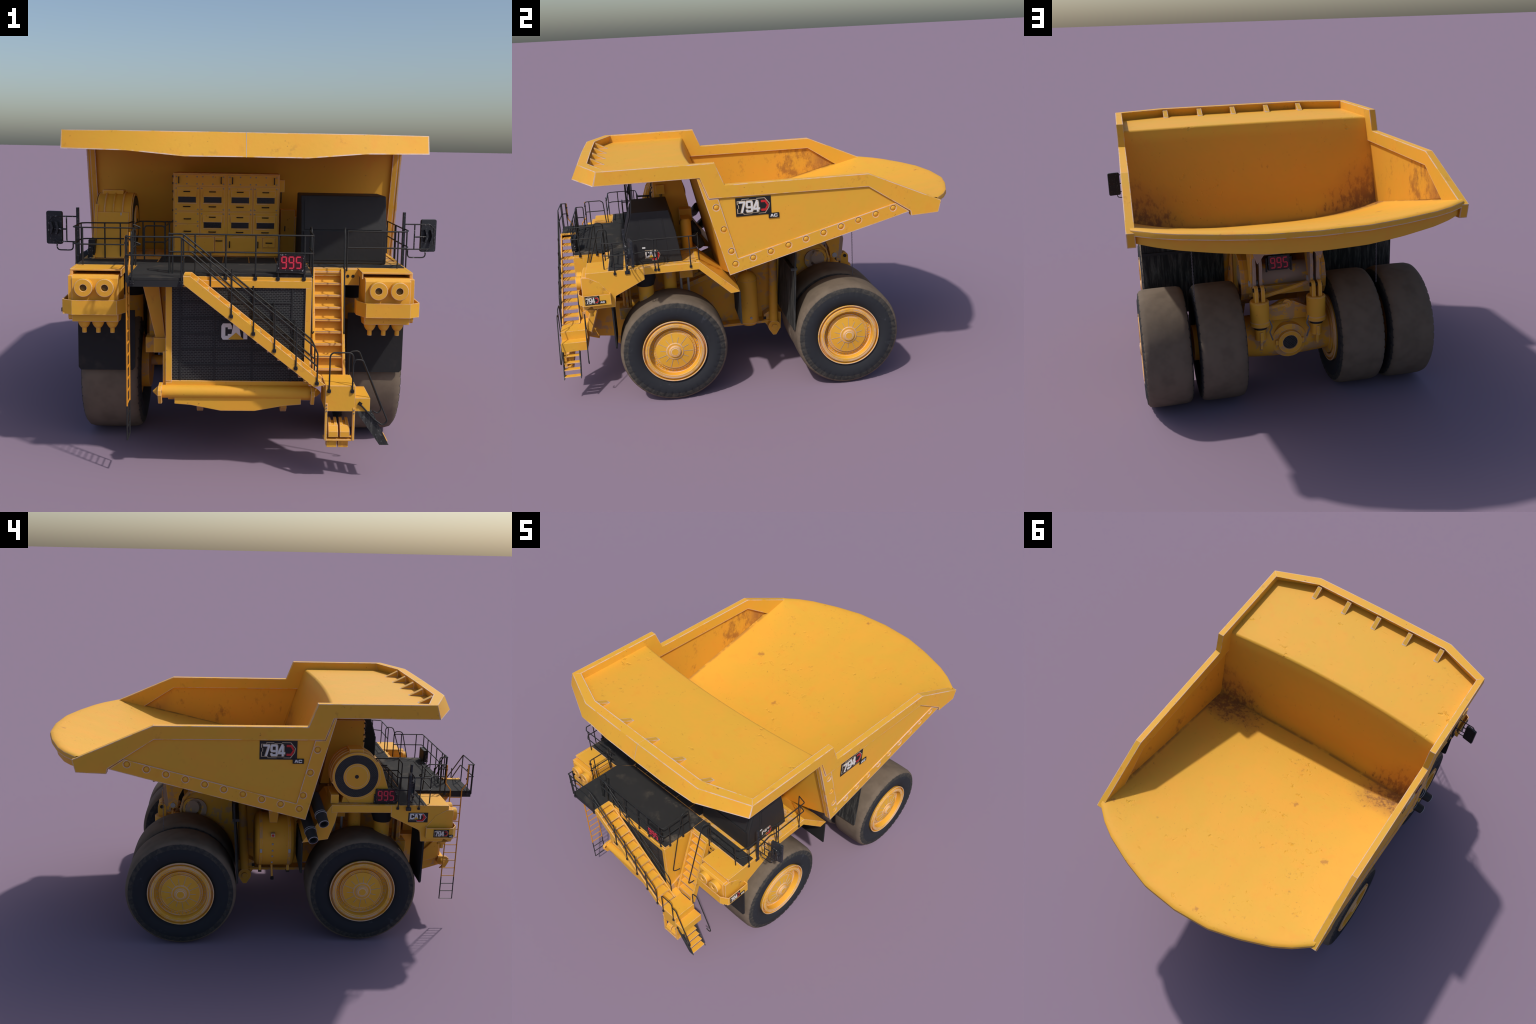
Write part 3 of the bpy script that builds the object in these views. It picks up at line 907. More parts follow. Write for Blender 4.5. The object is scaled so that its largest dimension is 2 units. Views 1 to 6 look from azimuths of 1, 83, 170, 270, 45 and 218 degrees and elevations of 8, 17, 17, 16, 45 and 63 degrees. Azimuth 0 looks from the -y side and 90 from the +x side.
G().box(0.2050, 0.2188, -0.8490, -0.720, 0.300, 0.640).obj('radiator_cheek', M_YEL, RAD)
G().box(-0.190, 0.2040, -0.8485, -0.720, 0.300, 0.630).obj('radiator_core', M_FRAME, RAD)
G().prism([(-0.887, 0.40), (-0.887, 0.285), (-0.80, 0.262), (-0.80, 0.31)], 'x', -0.262, -0.2515).obj('radiator_cheek', M_YEL, RAD, bevel=0.001)
BP = G().lathe([(0, 0.002), (0.012, 0.013), (0.020, 0.0205), (0.035, 0.021), (0.505, 0.021), (0.520, 0.0205), (0.537, 0.013), (0.549, 0.002)],
               (-0.293, -0.902, 0.271), (1, 0, 0), 32).obj('bumper_pipe', M_YEL, smooth=40)
for x in (-0.268, 0.228):
    hook = [(-0.885, 0.296), (-0.925, 0.294), (-0.938, 0.284), (-0.940, 0.268), (-0.924, 0.236), (-0.896, 0.232), (-0.905, 0.24), (-0.912, 0.25), (-0.895, 0.262), (-0.885, 0.27)]
    G().prism(hook, 'x', x - 0.006, x + 0.006).obj('tow_hook', M_YEL, BP, bevel=0.0015)
    G().cyl((x - 0.0064, -0.927, 0.277), (x + 0.0064, -0.927, 0.277), 0.005, 12).obj('hook_eye', M_DBLACK, BP)
v = []
for y, dz in ((-0.912, 0.0), (-0.820, -0.030)):
    v += [(x, y, z + dz * (z < 0.24)) for x, z in ((-0.222, 0.256), (-0.222, 0.2325), (-0.170, 0.2285), (-0.071, 0.2095), (0.040, 0.2095), (0.135, 0.2275), (0.192, 0.2325), (0.192, 0.256))]
f = [tuple(range(7, -1, -1)), tuple(range(8, 16))] + [(i, (i + 1) % 8, 8 + (i + 1) % 8, 8 + i) for i in range(8)]
G().add(v, f).obj('skid_plate', M_YEL, bevel=0.0012)
for s in (1, -1):
    G().prism([(-0.755, 0.24), (-0.740, 0.160), (-0.715, 0.138), (-0.62, 0.128), (-0.60, 0.24)], 'x', s * 0.136, s * 0.158).obj('axle_block', M_FRAME, bevel=0.002)
G().prism([(-0.885, 0.238), (-0.60, 0.205), (-0.60, 0.40), (-0.80, 0.40), (-0.885, 0.36)], 'x', -0.245, 0.225).obj('chassis_nose', M_FRAME)

# ================================================================== DECK
DZ = 0.661
DECK = G().box(-0.574, 0.563, -0.722, -0.325, 0.632, DZ - 0.002).obj('deck', M_DECKY, bevel=0.001)
PL = [(-0.364, -0.982), (-0.190, -0.982), (-0.190, -0.890), (0.2185, -0.890), (0.2225, -0.7235), (0.2225, -0.655), (-0.30, -0.655), (-0.364, -0.716)]
G().prism(PL, 'z', 0.6525, DZ).obj('deck_plate', M_DECK, DECK, bevel=0.0006)
G().prism([(-0.364, -0.982), (-0.190, -0.982), (-0.190, -0.890), (-0.364, -0.720)], 'z', 0.632, 0.6522).obj('platform_box', M_BLACK, DECK)
G().box(-0.364, -0.190, -0.892, -0.76, 0.634, 0.651).obj('platform_bearer', M_YEL, DECK)
g = G()
g.box(0.2255, 0.557, -0.7195, -0.655, DZ - 0.003, DZ + 0.0006)
g.obj('deck_plate', M_DECK, DECK)
G().prism([(-0.571, -0.7195), (-0.369, -0.7195), (-0.306, -0.6565), (-0.306, -0.602), (-0.571, -0.602)], 'z', DZ - 0.003, DZ + 0.0006).obj('deck_plate', M_DECK, DECK)
for (x0, x1) in ((-0.30, -0.218), (-0.214, -0.075), (-0.071, 0.018), (0.022, 0.115), (0.119, 0.19)):
    G().box(x0, x1, -0.650, -0.515, DZ - 0.003, DZ + 0.0006).obj('deck_plate', M_DECK, DECK)
# side beams of the deck
G().box(0.553, 0.5652, -0.565, -0.318, 0.629, 0.6625).obj('deck_beam', M_YEL, DECK, bevel=0.001)
G().box(-0.5765, -0.563, -0.565, -0.303, 0.626, 0.660).obj('deck_beam', M_YEL, DECK, bevel=0.001)
G().box(0.345, 0.40, -0.735, -0.720, 0.600, 0.656).obj('deck_beam', M_YEL, DECK, bevel=0.001)
for x in (0.359, 0.377):
    G().cyl((x, -0.7362, 0.632), (x, -0.734, 0.632), 0.0055, 16).obj('beam_hole', M_DBLACK, DECK)

# ---- headlamp pods on both corners
FEND = [(-0.819, 0.6595), (-0.565, 0.6595), (-0.565, 0.607), (-0.698, 0.543), (-0.705, 0.492), (-0.800, 0.492), (-0.819, 0.53)]
lampme = G().lathe([(0, 0.030), (0.021, 0.030), (0.0225, 0.0285), (0.0225, 0.0118), (0.0175, 0.011)], (0, 0, 0), (0, -1, 0), 32, caps=False).mesh('headlamp')
lampme.materials.append(M_YEL)
for p in lampme.polygons: p.use_smooth = True
lampme.set_sharp_from_angle(angle=math.radians(35))
glassme = G().lathe([(0, 0.0125), (0.014, 0.0122), (0.0155, 0.009)], (0, 0, 0), (0, -1, 0), 24).mesh('lamp_lens')
glassme.materials.append(M_LAMP)
coneme = G().lathe([(0, 0.0075), (0.017, 0.0075), (0.018, 0.011), (0.024, 0.0155), (0.031, 0.0190), (0.038, 0.0205), (0.045, 0.0205)], (0, 0, 0), (0, 0, 1), 24).mesh('filter_bowl')
coneme.materials.append(M_YEL)
for p in coneme.polygons: p.use_smooth = True
coneme.set_sharp_from_angle(angle=math.radians(40))
for s in (1, -1):
    c = 0.0 if s > 0 else -0.010
    X = lambda x: s * x + c
    def span(a, b): return (min(X(a), X(b)), max(X(a), X(b)))
    x0, x1 = span(0.554, 0.5645)
    FD = G().prism(FEND, 'x', x0, x1).obj('fender', M_YEL, bevel=0.001)
    # lamp box: front panel leans out at the foot and narrows below
    x0, x1 = span(0.402, 0.5535)
    G().prism([(-0.836, 0.642), (-0.844, 0.632), (-0.844, 0.487), (-0.79, 0.482), (-0.715, 0.545), (-0.715, 0.638)], 'x', x0, x1).obj('lamp_box', M_YEL, FD, bevel=0.0012)
    x0, x1 = span(0.553, 0.5665)
    G().prism([(-0.840, 0.640), (-0.844, 0.500), (-0.835, 0.492), (-0.718, 0.552), (-0.762, 0.612), (-0.812, 0.640)], 'x', x0, x1).obj('box_cheek', M_STAIR, FD, bevel=0.001)
    # sun roof with a folded lip
    x0, x1 = span(0.394, 0.562)
    RF = G().box(x0, x1, -0.820, -0.722, 0.6535, 0.6590).obj('lamp_roof', M_YEL, FD, bevel=0.0008)
    x0, x1 = span(0.394, 0.398)
    G().box(x0, x1, -0.8195, -0.73, 0.637, 0.656).obj('roof_lip', M_YEL, FD)
    x0, x1 = span(0.558, 0.562)
    G().box(x0, x1, -0.8195, -0.80, 0.637, 0.656).obj('roof_lip', M_YEL, FD)
    copies('headlamp', lampme, [(X(0.4430), -0.8445, 0.604), (X(0.5125), -0.8445, 0.604)], FD)
    copies('lamp_lens', glassme, [(X(0.4430), -0.8465, 0.604), (X(0.5125), -0.8465, 0.604)], FD)
    copies('filter_bowl', coneme, [(X(0.4265), -0.815, 0.4445), (X(0.4735), -0.815, 0.4445), (X(0.5195), -0.815, 0.4445)], FD)
    # guard band around the lamp box, open at the top
    gp = [(0.379, -0.775), (0.379, -0.815), (0.404, -0.862), (0.551, -0.862), (0.586, -0.840), (0.586, -0.720)]
    gi = [(0.3825, -0.775), (0.3825, -0.814), (0.406, -0.8585), (0.549, -0.8585), (0.5825, -0.838), (0.5825, -0.720)]
    poly = gp + gi[::-1]
    g = G()
    n = len(gp)
    vv = []
    for (p, q) in zip(gp, gi):
        for (a, b) in (p, q):
            dz = 0.004 if a > 0.57 else 0
            vv += [(X(a), b, 0.514), (X(a), b, 0.562)]
    ff = []
    for i in range(n - 1):
        b0, b1 = i * 4, i * 4 + 4
        ff += [(b0, b1, b1 + 1, b0 + 1), (b0 + 2, b0 + 3, b1 + 3, b1 + 2), (b0 + 1, b1 + 1, b1 + 3, b0 + 3), (b0, b0 + 2, b1 + 2, b1)]
    ff += [(0, 1, 3, 2), ((n - 1) * 4, (n - 1) * 4 + 2, (n - 1) * 4 + 3, (n - 1) * 4 + 1)]
    g.add(vv, ff)
    g.obj('lamp_guard', M_YEL, FD)
    x0, x1 = span(0.562, 0.584)
    G().box(x0, x1, -0.724, -0.720, 0.516, 0.563).obj('guard_bracket', M_YEL, FD)
    x0, x1 = span(0.40, 0.5835)
    G().box(x0, x1, -0.845, -0.74, 0.513, 0.5165).obj('guard_floor', M_YEL, FD)
    x0, x1 = span(0.404, 0.5535)
    G().prism([(-0.846, 0.515), (-0.846, 0.488), (-0.79, 0.482), (-0.73, 0.515)], 'x', x0, x1).obj('box_foot', M_YEL, FD, bevel=0.001)

# ================================================================== CAB
SIDE = [(-0.640, 0.660), (-0.637, 0.775), (-0.598, 0.900), (-0.433, 0.900), (-0.408, 0.800), (-0.388, 0.660)]
CAB = G().prism(SIDE, 'x', 0.203, 0.508).obj('cab', M_BLACK, bevel=0.0035, seg=2)
G().prism([(-0.566, 0.674), (-0.566, 0.868), (-0.462, 0.868), (-0.446, 0.674)], 'x', 0.5055, 0.5092).obj('cab_door', M_BLACK, CAB, bevel=0.0008)
G().prism([(-0.556, 0.77), (-0.556, 0.858), (-0.468, 0.858), (-0.461, 0.77)], 'x', 0.5085, 0.5104).obj('door_panel', M_BLACK, CAB)
G().prism([(-0.632, 0.69), (-0.630, 0.775), (-0.598, 0.875), (-0.578, 0.875), (-0.578, 0.69)], 'x', 0.5062, 0.5086).obj('door_panel', M_BLACK, CAB)
G().box(0.212, 0.494, -0.6412, -0.638, 0.672, 0.776).obj('windscreen_apron', M_BLACK, CAB, bevel=0.0008)
v = [(0.215, -0.6365, 0.782), (0.491, -0.6365, 0.782), (0.491, -0.604, 0.884), (0.215, -0.604, 0.884)]
G().add(v + [(a, b - 0.002, c + 0.0006) for a, b, c in v], [(3, 2, 1, 0), (4, 5, 6, 7), (0, 1, 5, 4), (1, 2, 6, 5), (2, 3, 7, 6), (3, 0, 4, 7)]).obj('windscreen', M_BLACK, CAB)
# air intake column, pipe and small locker behind the cab
G().box(0.145, 0.20, -0.372, -0.312, DZ, 0.828).obj('locker', M_YEL, bevel=0.001)
G().box(0.160, 0.164, -0.3745, -0.371, 0.745, 0.765).obj('locker_handle', M_DBLACK)
G().box(0.20, 0.30, -0.372, -0.325, DZ, 0.80).obj('intake_column', M_YEL, bevel=0.002)
G().lathe([(0, 0.02), (0.008, 0.026), (0.135, 0.026), (0.148, 0.016)], (0.315, -0.352, DZ), (0, 0, 1), 24).obj('intake_pipe', M_YEL, smooth=40)
G().box(0.128, 0.151, -0.474, -0.432, 0.902, 0.947).obj('junction_box', M_YEL, bevel=0.001)
for y in (-0.455, -0.447):
    G().cyl((0.14, y, 0.86), (0.14, y, 0.903), 0.002).obj('junction_cable', M_DBLACK)
for i, (x, y, z) in enumerate(((0.25, -0.31, 0.77), (0.30, -0.30, 0.725))):
    G().lathe([(0, 0.022), (0.06, 0.022), (0.075, 0.017)], (x, y - 0.02, z), (0.35, 0.5, -0.75), 24).obj('intake_duct', M_FLAP, smooth=40)

# ================================================================== POWER CABINETS
CBX, CBT = -0.262, 0.968
def cab_xz(px, py):
    """sheet coordinates of the cabinet front (0..1690 by 0..1290) to metres"""
    return CBX + px / 4290.0, CBT - py / 4290.0
CB = G().prism([(-0.486, DZ), (-0.486, CBT), (-0.345, CBT), (-0.29, DZ)], 'x', CBX, CBX + 0.394).obj('power_cabinet', M_YEL, bevel=0.0015)
def plate(x0, x1, y0, y1, dep, name, mat, bev=0.0008, base=0.0):
    a, b = cab_xz(x0, y0)
    c, d = cab_xz(x1, y1)
    return G().box(a, c, -0.486 - base - dep, -0.4855 - base, d, b).obj(name, mat, CB, bevel=bev)
boltme = G().lathe([(0, 0.0026), (0.0015, 0.0026), (0.0024, 0.0016)], (0, 0, 0), (0, -1, 0), 8).mesh('cabinet_bolt')
boltme.materials.append(M_STEEL)
bolts = []
def bolt(px, py, base=0.003):
    a, b = cab_xz(px, py)
    bolts.append((a, -0.486 - base, b))
def handle(px, py, length, vertical=False):
    a, b = cab_xz(px, py)
    L = length / 4290.0 / 2
    d = Vector((0, 0, L)) if vertical else Vector((L, 0, 0))
    c = Vector((a, -0.489, b))
    o = Vector((0, -0.006, 0))
    G().rail([c - d, c - d + o, c + d + o, c + d], 0.0021, 0.003, 6).obj('cabinet_handle', M_DBLACK, CB)
for (x0, x1) in ((20, 825), (870, 1670)):
    plate(x0, x1, 22, 200, 0.003, 'cabinet_panel', M_YEL)
    for px in [x0 + 28 + (x1 - x0 - 56) * t for t in (0, 0.225, 0.44, 0.56, 0.775, 1)]:
        bolt(px, 55); bolt(px, 168)
    handle(x0 + 70, 110, 95, True); handle(x1 - 65, 110, 95, True)
cols = [(22, 415), (430, 822), (870, 1260), (1275, 1668)]
for ci, (x0, x1) in enumerate(cols):
    for ri, (y0, y1) in enumerate(((212, 600), (614, 1000))):
        if ci == 0 and ri == 1:
            for (a, b) in ((614, 798), (808, 1000)):
                plate(x0, x1, a, b, 0.003, 'cabinet_drawer', M_YEL)
                handle((x0 + x1) / 2 + 10, (a + b) / 2 + 18, 105)
                for px in (x0 + 24, x1 - 24):
                    bolt(px, a + 30); bolt(px, b - 30)
            continue
        plate(x0, x1, y0, y1, 0.003, 'cabinet_panel', M_YEL)
        plate(x0 + 58, x1 - 55, y0 + 162, y0 + 252, 0.0012, 'vent_window', M_GLASS, 0, 0.003)
        # sloping vent hood above the window
        a, b = cab_xz(x0 + 48, y0 + 52)
        c, d = cab_xz(x1 - 45, y0 + 158)
        G().prism([(-0.4885, b), (-0.4905, b), (-0.4965, d), (-0.4885, d)], 'x', a, c).obj('vent_hood', M_YEL, CB)
        plate(x0 + 45, x1 - 42, y0 + 258, y0 + 272, 0.003, 'vent_sill', M_YEL, 0, 0.003)
        handle((x0 + x1) / 2 - 2, y0 + 78, 95)
        handle((x0 + x1) / 2 - 2, y0 + 315, 105)
        for px in (x0 + 24, x1 - 24):
            bolt(px, y0 + 28); bolt(px, y1 - 28)
for (x0, x1, y0, y1, dp) in ((22, 255, 1014, 1290, 0.003), (262, 660, 1012, 1262, 0.014), (668, 812, 1012, 1262, 0.005), (868, 1328, 1014, 1240, 0.003), (1334, 1430, 1014, 1240, 0.003), (1438, 1630, 1020, 1170, 0.006)):
    plate(x0, x1, y0, y1, dp, 'cabinet_door', M_YEL)
handle(735, 1070, 95); handle(905, 1130, 95, True); handle(1358, 1130, 95, True); handle(1535, 1095, 95)
copies('cabinet_bolt', boltme, bolts, CB)
# hinges seen on the left edge
for z in (0.955, 0.93, 0.90, 0.87, 0.83, 0.79):
    G().box(CBX - 0.003, CBX, -0.488, -0.483, z - 0.004, z + 0.004).obj('cabinet_hinge', M_DBLACK, CB)

# ================================================================== BRAKE GRID DRUM (left rear of the deck)
DC = (-0.4090, 0.782)
DRX0, DRX1 = -0.545, -0.412
DR = G().lathe([(0, 0.100), (0.004, 0.106), (0.129, 0.106), (0.133, 0.100)], (DRX0, DC[0], DC[1]), (1, 0, 0), 56).obj('brake_grid_drum', M_YEL, smooth=40)
base = [(-0.594, DZ), (-0.588, 0.668), (-0.551, 0.726), (-0.520, 0.82), (-0.50, 0.85), (-0.409, 0.80), (-0.300, 0.755), (-0.33, 0.72), (-0.363, 0.692), (-0.386, DZ)]
G().prism(base, 'x', DRX0 - 0.001, DRX0 + 0.010).obj('drum_stand', M_YEL, DR, bevel=0.001)
G().prism([(-0.575, DZ), (-0.545, 0.735), (-0.515, 0.822), (-0.44, 0.83), (-0.36, 0.70), (-0.35, DZ)], 'x', DRX0 + 0.004, DRX1 - 0.01).obj('drum_stand', M_YEL, DR, bevel=0.001)
for side, x in ((-1, DRX0), (1, DRX1)):
    d = (side, 0, 0)
    o = (x, DC[0], DC[1])
    G().lathe([(0, 0.0945), (0.003, 0.0942), (0.003, 0.055), (0, 0.055)], o, d, 56, caps=False).obj('drum_screen', M_MESH_S, DR)
    G().lathe([(0, 0.0585), (0.006, 0.058), (0.006, 0.049), (0.0072, 0.0485), (0.0072, 0.001)], o, d, 48).obj('drum_hubcap', M_YEL, DR, smooth=30)
    G().lathe([(0, 0.0085), (0.0085, 0.0085)], o, d, 20).obj('hubcap_hole', M_DBLACK, DR)
    G().lathe([(0, 0.0955), (0.0015, 0.0955), (0.0015, 0.105), (0, 0.105)], o, d, 56, caps=False).obj('drum_face', M_YEL, DR)
for x in (-0.512, -0.480, -0.446):
    g = G()
    a0, a1 = math.radians(10), math.radians(200)
    pts = []
    for i in range(25):
        a = a0 + (a1 - a0) * i / 24
        pts.append((x, DC[0] - 0.108 * math.cos(a), DC[1] + 0.108 * math.sin(a)))
    g.tube(pts, 0.0032, 6).obj('drum_band', M_YEL, DR)
G().box(-0.53, -0.452, -0.438, -0.375, 0.880, 0.8985).obj('drum_lid', M_YEL, DR, bevel=0.002)
G().rail([(-0.45, -0.515, 0.82), (-0.452, -0.522, 0.77), (-0.436, -0.53, 0.745), (-0.436, -0.55, 0.70)], 0.003, 0.01).obj('drum_cable', M_PALE, DR)
for y, z in ((-0.545, 0.74), (-0.532, 0.79), (-0.56, 0.71)):
    for x in (-0.535, -0.485, -0.44):
        G().lathe([(0, 0.0022), (0.002, 0.0018)], (x, y + 0.009, z - 0.005), (0, -1, 0.3), 8).obj('drum_bolt', M_STEEL, DR)
G().box(-0.555, -0.43, -0.335, -0.30, DZ, 0.70).obj('drum_foot', M_YEL, DR, bevel=0.001)
for i, y in enumerate((-0.324, -0.317, -0.310)):
    G().cyl((-0.42, y, 0.665 + 0.012 * i), (-0.42, y, 0.74), 0.0015, 6).obj('grid_cable', M_DBLACK, DR)

# ================================================================== EXHAUSTS (left)
for (a, b) in (((-0.505, -0.232, 0.678), (-0.660, -0.260, 0.603)), ((-0.495, -0.192, 0.600), (-0.650, -0.219, 0.525))):
    A, B = Vector(a), Vector(b)
    L = (B - A).length
    E_ = G().lathe([(0, 0.025), (L - 0.062, 0.025), (L - 0.060, 0.0262), (L - 0.050, 0.0262), (L - 0.048, 0.0245), (L - 0.004, 0.0222), (L, 0.0212), (L, 0.0140), (L - 0.02, 0.0130)], a, B - A, 28).obj('exhaust_pipe', M_BLACK, smooth=30)
    for t in (0.060, 0.051, 0.001):
        r = 0.0269 if t > 0.01 else 0.0216
        G().lathe([(0, r - 0.002), (0, r), (0.0022, r), (0.0022, r - 0.002)], A + (B - A).normalized() * (L - t), B - A, 28, caps=False).obj('exhaust_ring', M_PALE, E_, smooth=30)

# ================================================================== STAIRS
# ---- diagonal front stair: two stringers with treads between
SX0, SZ0, SX1, SZ1 = -0.190, 0.6665, 0.258, 0.322
ST_F = [(SX0, SZ0), (-0.168, SZ0), (SX1 + 0.004, SZ1), (0.226, 0.3145), (SX0, 0.641)]
FS = G().prism(ST_F, 'y', -0.984, -0.978).obj('stair', M_STAIR, bevel=0.0008)
G().prism(ST_F, 'y', -0.904, -0.898).obj('stringer', M_STAIR, FS, bevel=0.0008)
treadme = G()
treadme.box(-0.032, 0.017, -0.0368, 0.0368, -0.0012, 0.0012)
treadme.box(0.0150, 0.0172, -0.0368, 0.0368, -0.004, 0.0012)
tm = treadme.mesh('stair_tread'); tm.materials.append(M_STAIR)
N = 13
copies('stair_tread', tm, [(SX0 + 0.028 + (SX1 - SX0 - 0.045) * i / (N - 1), -0.941, 0.645 + (0.318 - 0.645) * i / (N - 1)) for i in range(N)], FS)
G().box(SX0 - 0.001, -0.170, -0.979, -0.903, 0.659, 0.665).obj('stair_tread', M_STAIR, FS)
# ---- steep stair beside the radiator
def steep(t):      # foot to head
    return -0.858 + (0.126) * t, 0.320 + (0.340) * t
VS = None
for x in (0.2335, 0.3335):
    g = G().prism([(-0.868, 0.312), (-0.842, 0.300), (-0.716, 0.656), (-0.745, 0.658)], 'x', x, x + 0.009)
    o = g.obj('steep_stair' if VS is None else 'stringer', M_STAIR, VS, bevel=0.0008)
    VS = VS or o
vt = G().box(-0.0455, 0.0455, -0.013, 0.013, -0.0012, 0.0012)
vt.box(-0.0455, 0.0455, -0.013, -0.011, -0.006, 0.0012)
vm = vt.mesh('steep_tread'); vm.materials.append(M_STAIR)
copies('steep_tread', vm, [(0.288, steep(t)[0] + 0.010, steep(t)[1]) for t in [(i + 0.45) / 8.75 for i in range(9)]], VS)
v = [(0.242, -0.845, 0.290), (0.334, -0.845, 0.290), (0.334, -0.716, 0.650), (0.242, -0.716, 0.650)]
G().add(v + [(a, b + 0.004, c) for a, b, c in v], [(3, 2, 1, 0), (4, 5, 6, 7), (0, 1, 5, 4), (1, 2, 6, 5), (2, 3, 7, 6), (3, 0, 4, 7)]).obj('stair_backplate', M_STAIR, VS)
G().box(0.234, 0.342, -0.735, -0.722, 0.632, 0.658).obj('stair_head', M_STAIR, VS)
# ---- landing box, lower step, swing-down flight
LD = G().box(0.263, 0.3585, -0.984, -0.862, 0.236, 0.3205).obj('landing', M_STAIR, bevel=0.0012)
G().box(0.3585, 0.4065, -0.983, -0.863, 0.236, 0.2805).obj('landing_step', M_STAIR, LD, bevel=0.0012)
G().prism([(0.222, 0.330), (0.263, 0.318), (0.263, 0.306), (0.236, 0.312)], 'y', -0.895, -0.860).obj('landing_bracket', M_STAIR, LD)
for y in (-0.982, -0.905):
    G().prism([(0.363, 0.236), (0.412, 0.240), (0.4720, 0.124), (0.4415, 0.124)], 'y', y, y + 0.004).obj('flight_stringer', M_STEP, LD)
for i in range(4):
    t = (i + 0.72) / 4
    x, z = 0.392 + 0.0685 * t, 0.237 - 0.108 * t
    G().box(x - 0.014, x + 0.013, -0.978, -0.905, z - 0.003, z).obj('flight_tread', M_STAIR, LD, bevel=0.0005)
# hanging tool rack under the landing
HN = G()
HN.box(0.263, 0.2705, -0.986, -0.972, 0.139, 0.262)
HN.box(0.3515, 0.359, -0.986, -0.972, 0.139, 0.248)
HN.box(0.263, 0.359, -0.984, -0.945, 0.137, 0.143)
HN = HN.obj('hanger_frame', M_STAIR, LD, bevel=0.0008)
for x in (0.276, 0.313):
    G().prism([(-0.985, 0.168), (-0.975, 0.186), (-0.94, 0.192), (-0.94, 0.150), (-0.985, 0.150)], 'x', x, x + 0.031).obj('wheel_chock', M_STAIR, LD, bevel=0.001)
    G().prism([(-0.975, 0.185), (-0.945, 0.20), (-0.935, 0.20), (-0.935, 0.185)], 'x', x + 0.001, x + 0.010).obj('chock_tine', M_STAIR, LD)
    G().prism([(-0.975, 0.185), (-0.945, 0.20), (-0.935, 0.20), (-0.935, 0.185)], 'x', x + 0.020, x + 0.029).obj('chock_tine', M_STAIR, LD)
    G().box(x - 0.004, x + 0.029, -0.975, -0.948, 0.112, 0.139).obj('wheel_chock', M_STAIR, LD, bevel=0.001)
for (x, z) in ((0.267, 0.257), (0.267, 0.247), (0.267, 0.237), (0.355, 0.240), (0.355, 0.230)):
    G().lathe([(0, 0.0022), (0.002, 0.0018)], (x, -0.986, z), (0, -1, 0), 8).obj('rack_bolt', M_CHAIN, LD)
# ---- left access ladder: orange upper rails, black drop section
LX = -0.372
g = G()
for yb, yt, yo in ((-0.9385, -0.936, -0.957), (-0.8775, -0.883, -0.858)):
    g.rail([(LX, yb, 0.232), (LX, yt, 0.668), (LX, yo, 0.70), (LX, yo, 0.787)], 0.0028, 0.008)
LAD = g.obj('access_ladder', M_ORANGE, smooth=60)
rung = G().cyl((0, 0, 0), (0, 0.058, 0), 0.0022, 8).mesh('ladder_rung'); rung.materials.append(M_ORANGE)
copies('ladder_rung', rung, [(LX, -0.938, 0.238 + (0.632 - 0.238) * i / 10) for i in range(11)], LAD)
g = G()
g.rail([(LX, -0.9385, 0.236), (LX, -0.939, 0.118), (LX, -0.877, 0.118), (LX, -0.8775, 0.236)], 0.0026, 0.0)
for z in (0.158, 0.197):
    g.cyl((LX, -0.939, z), (LX, -0.877, z), 0.002, 8)
g.obj('drop_section', M_RAIL, LAD)
for y in (-0.957, -0.858):
    for z in (0.72, 0.765):
        G().box(LX - 0.002, LX + 0.010, y - 0.004, y + 0.004, z - 0.003, z + 0.003).obj('ladder_clamp', M_DBLACK, LAD)

# ================================================================== RAILINGS
TZ, MZ = 0.788, 0.731
clampg = G().box(-0.0058, 0.0058, -0.003, 0.0, -0.0055, 0.0055)
clampg.box(-0.0035, 0.0035, -0.0055, -0.003, -0.005, 0.006)
clampme = clampg.mesh('post_clamp'); clampme.materials.append(M_DBLACK)
cbg = G()
for sx in (-1, 1):
    for sz in (-1, 1):
        cbg.lathe([(0, 0.0009), (0.0012, 0.0007)], (sx * 0.0046, -0.003, sz * 0.004), (0, -1, 0), 6)
cbme = cbg.mesh('clamp_bolt'); cbme.materials.append(M_STEEL)

def clamps(parent, front=(), right=(), left=()):
    mats = [Matrix.Translation(p) for p in front]
    mats += [Matrix.Translation(p) @ Matrix.Rotation(math.pi / 2, 4, 'Z') for p in right]
    mats += [Matrix.Translation(p) @ Matrix.Rotation(-math.pi / 2, 4, 'Z') for p in left]
    copies('post_clamp', clampme, mats, parent)
    for o in copies('clamp_bolt', cbme, mats, parent):
        o['kind'] = 'stuff'

R = 0.0026
# front deck rail with its return along the steep stair
g = G()
Y = -0.895
g.rail([(-0.242, -0.860, DZ), (-0.242, -0.860, TZ), (-0.242, Y, TZ), (0.222, Y, TZ), (0.2235, -0.74, TZ)], R, 0.010)
g.rail([(-0.242, -0.860, MZ), (-0.242, Y, MZ), (0.222, Y, MZ), (0.2235, -0.74, MZ)], R, 0.010)
for x in (-0.241, -0.230, 0.0):
    if x: g.cyl((x, Y, DZ), (x, Y, TZ), R, 8)
for x in (-0.158, -0.060, 0.036, 0.109, 0.193):
    g.cyl((x, Y, 0.645), (x, Y, TZ), R, 8)
for y in (-0.862, -0.782):
    g.cyl((0.2235, y, 0.645), (0.2235, y, TZ), R, 8)
FRL = g.obj('deck_railing', M_RAIL, smooth=60)
clamps(FRL, front=[(x, -0.8928, 0.647) for x in (-0.158, -0.060, 0.036, 0.109, 0.193)], right=[(0.2190, y, 0.647) for y in (-0.862, -0.782)])
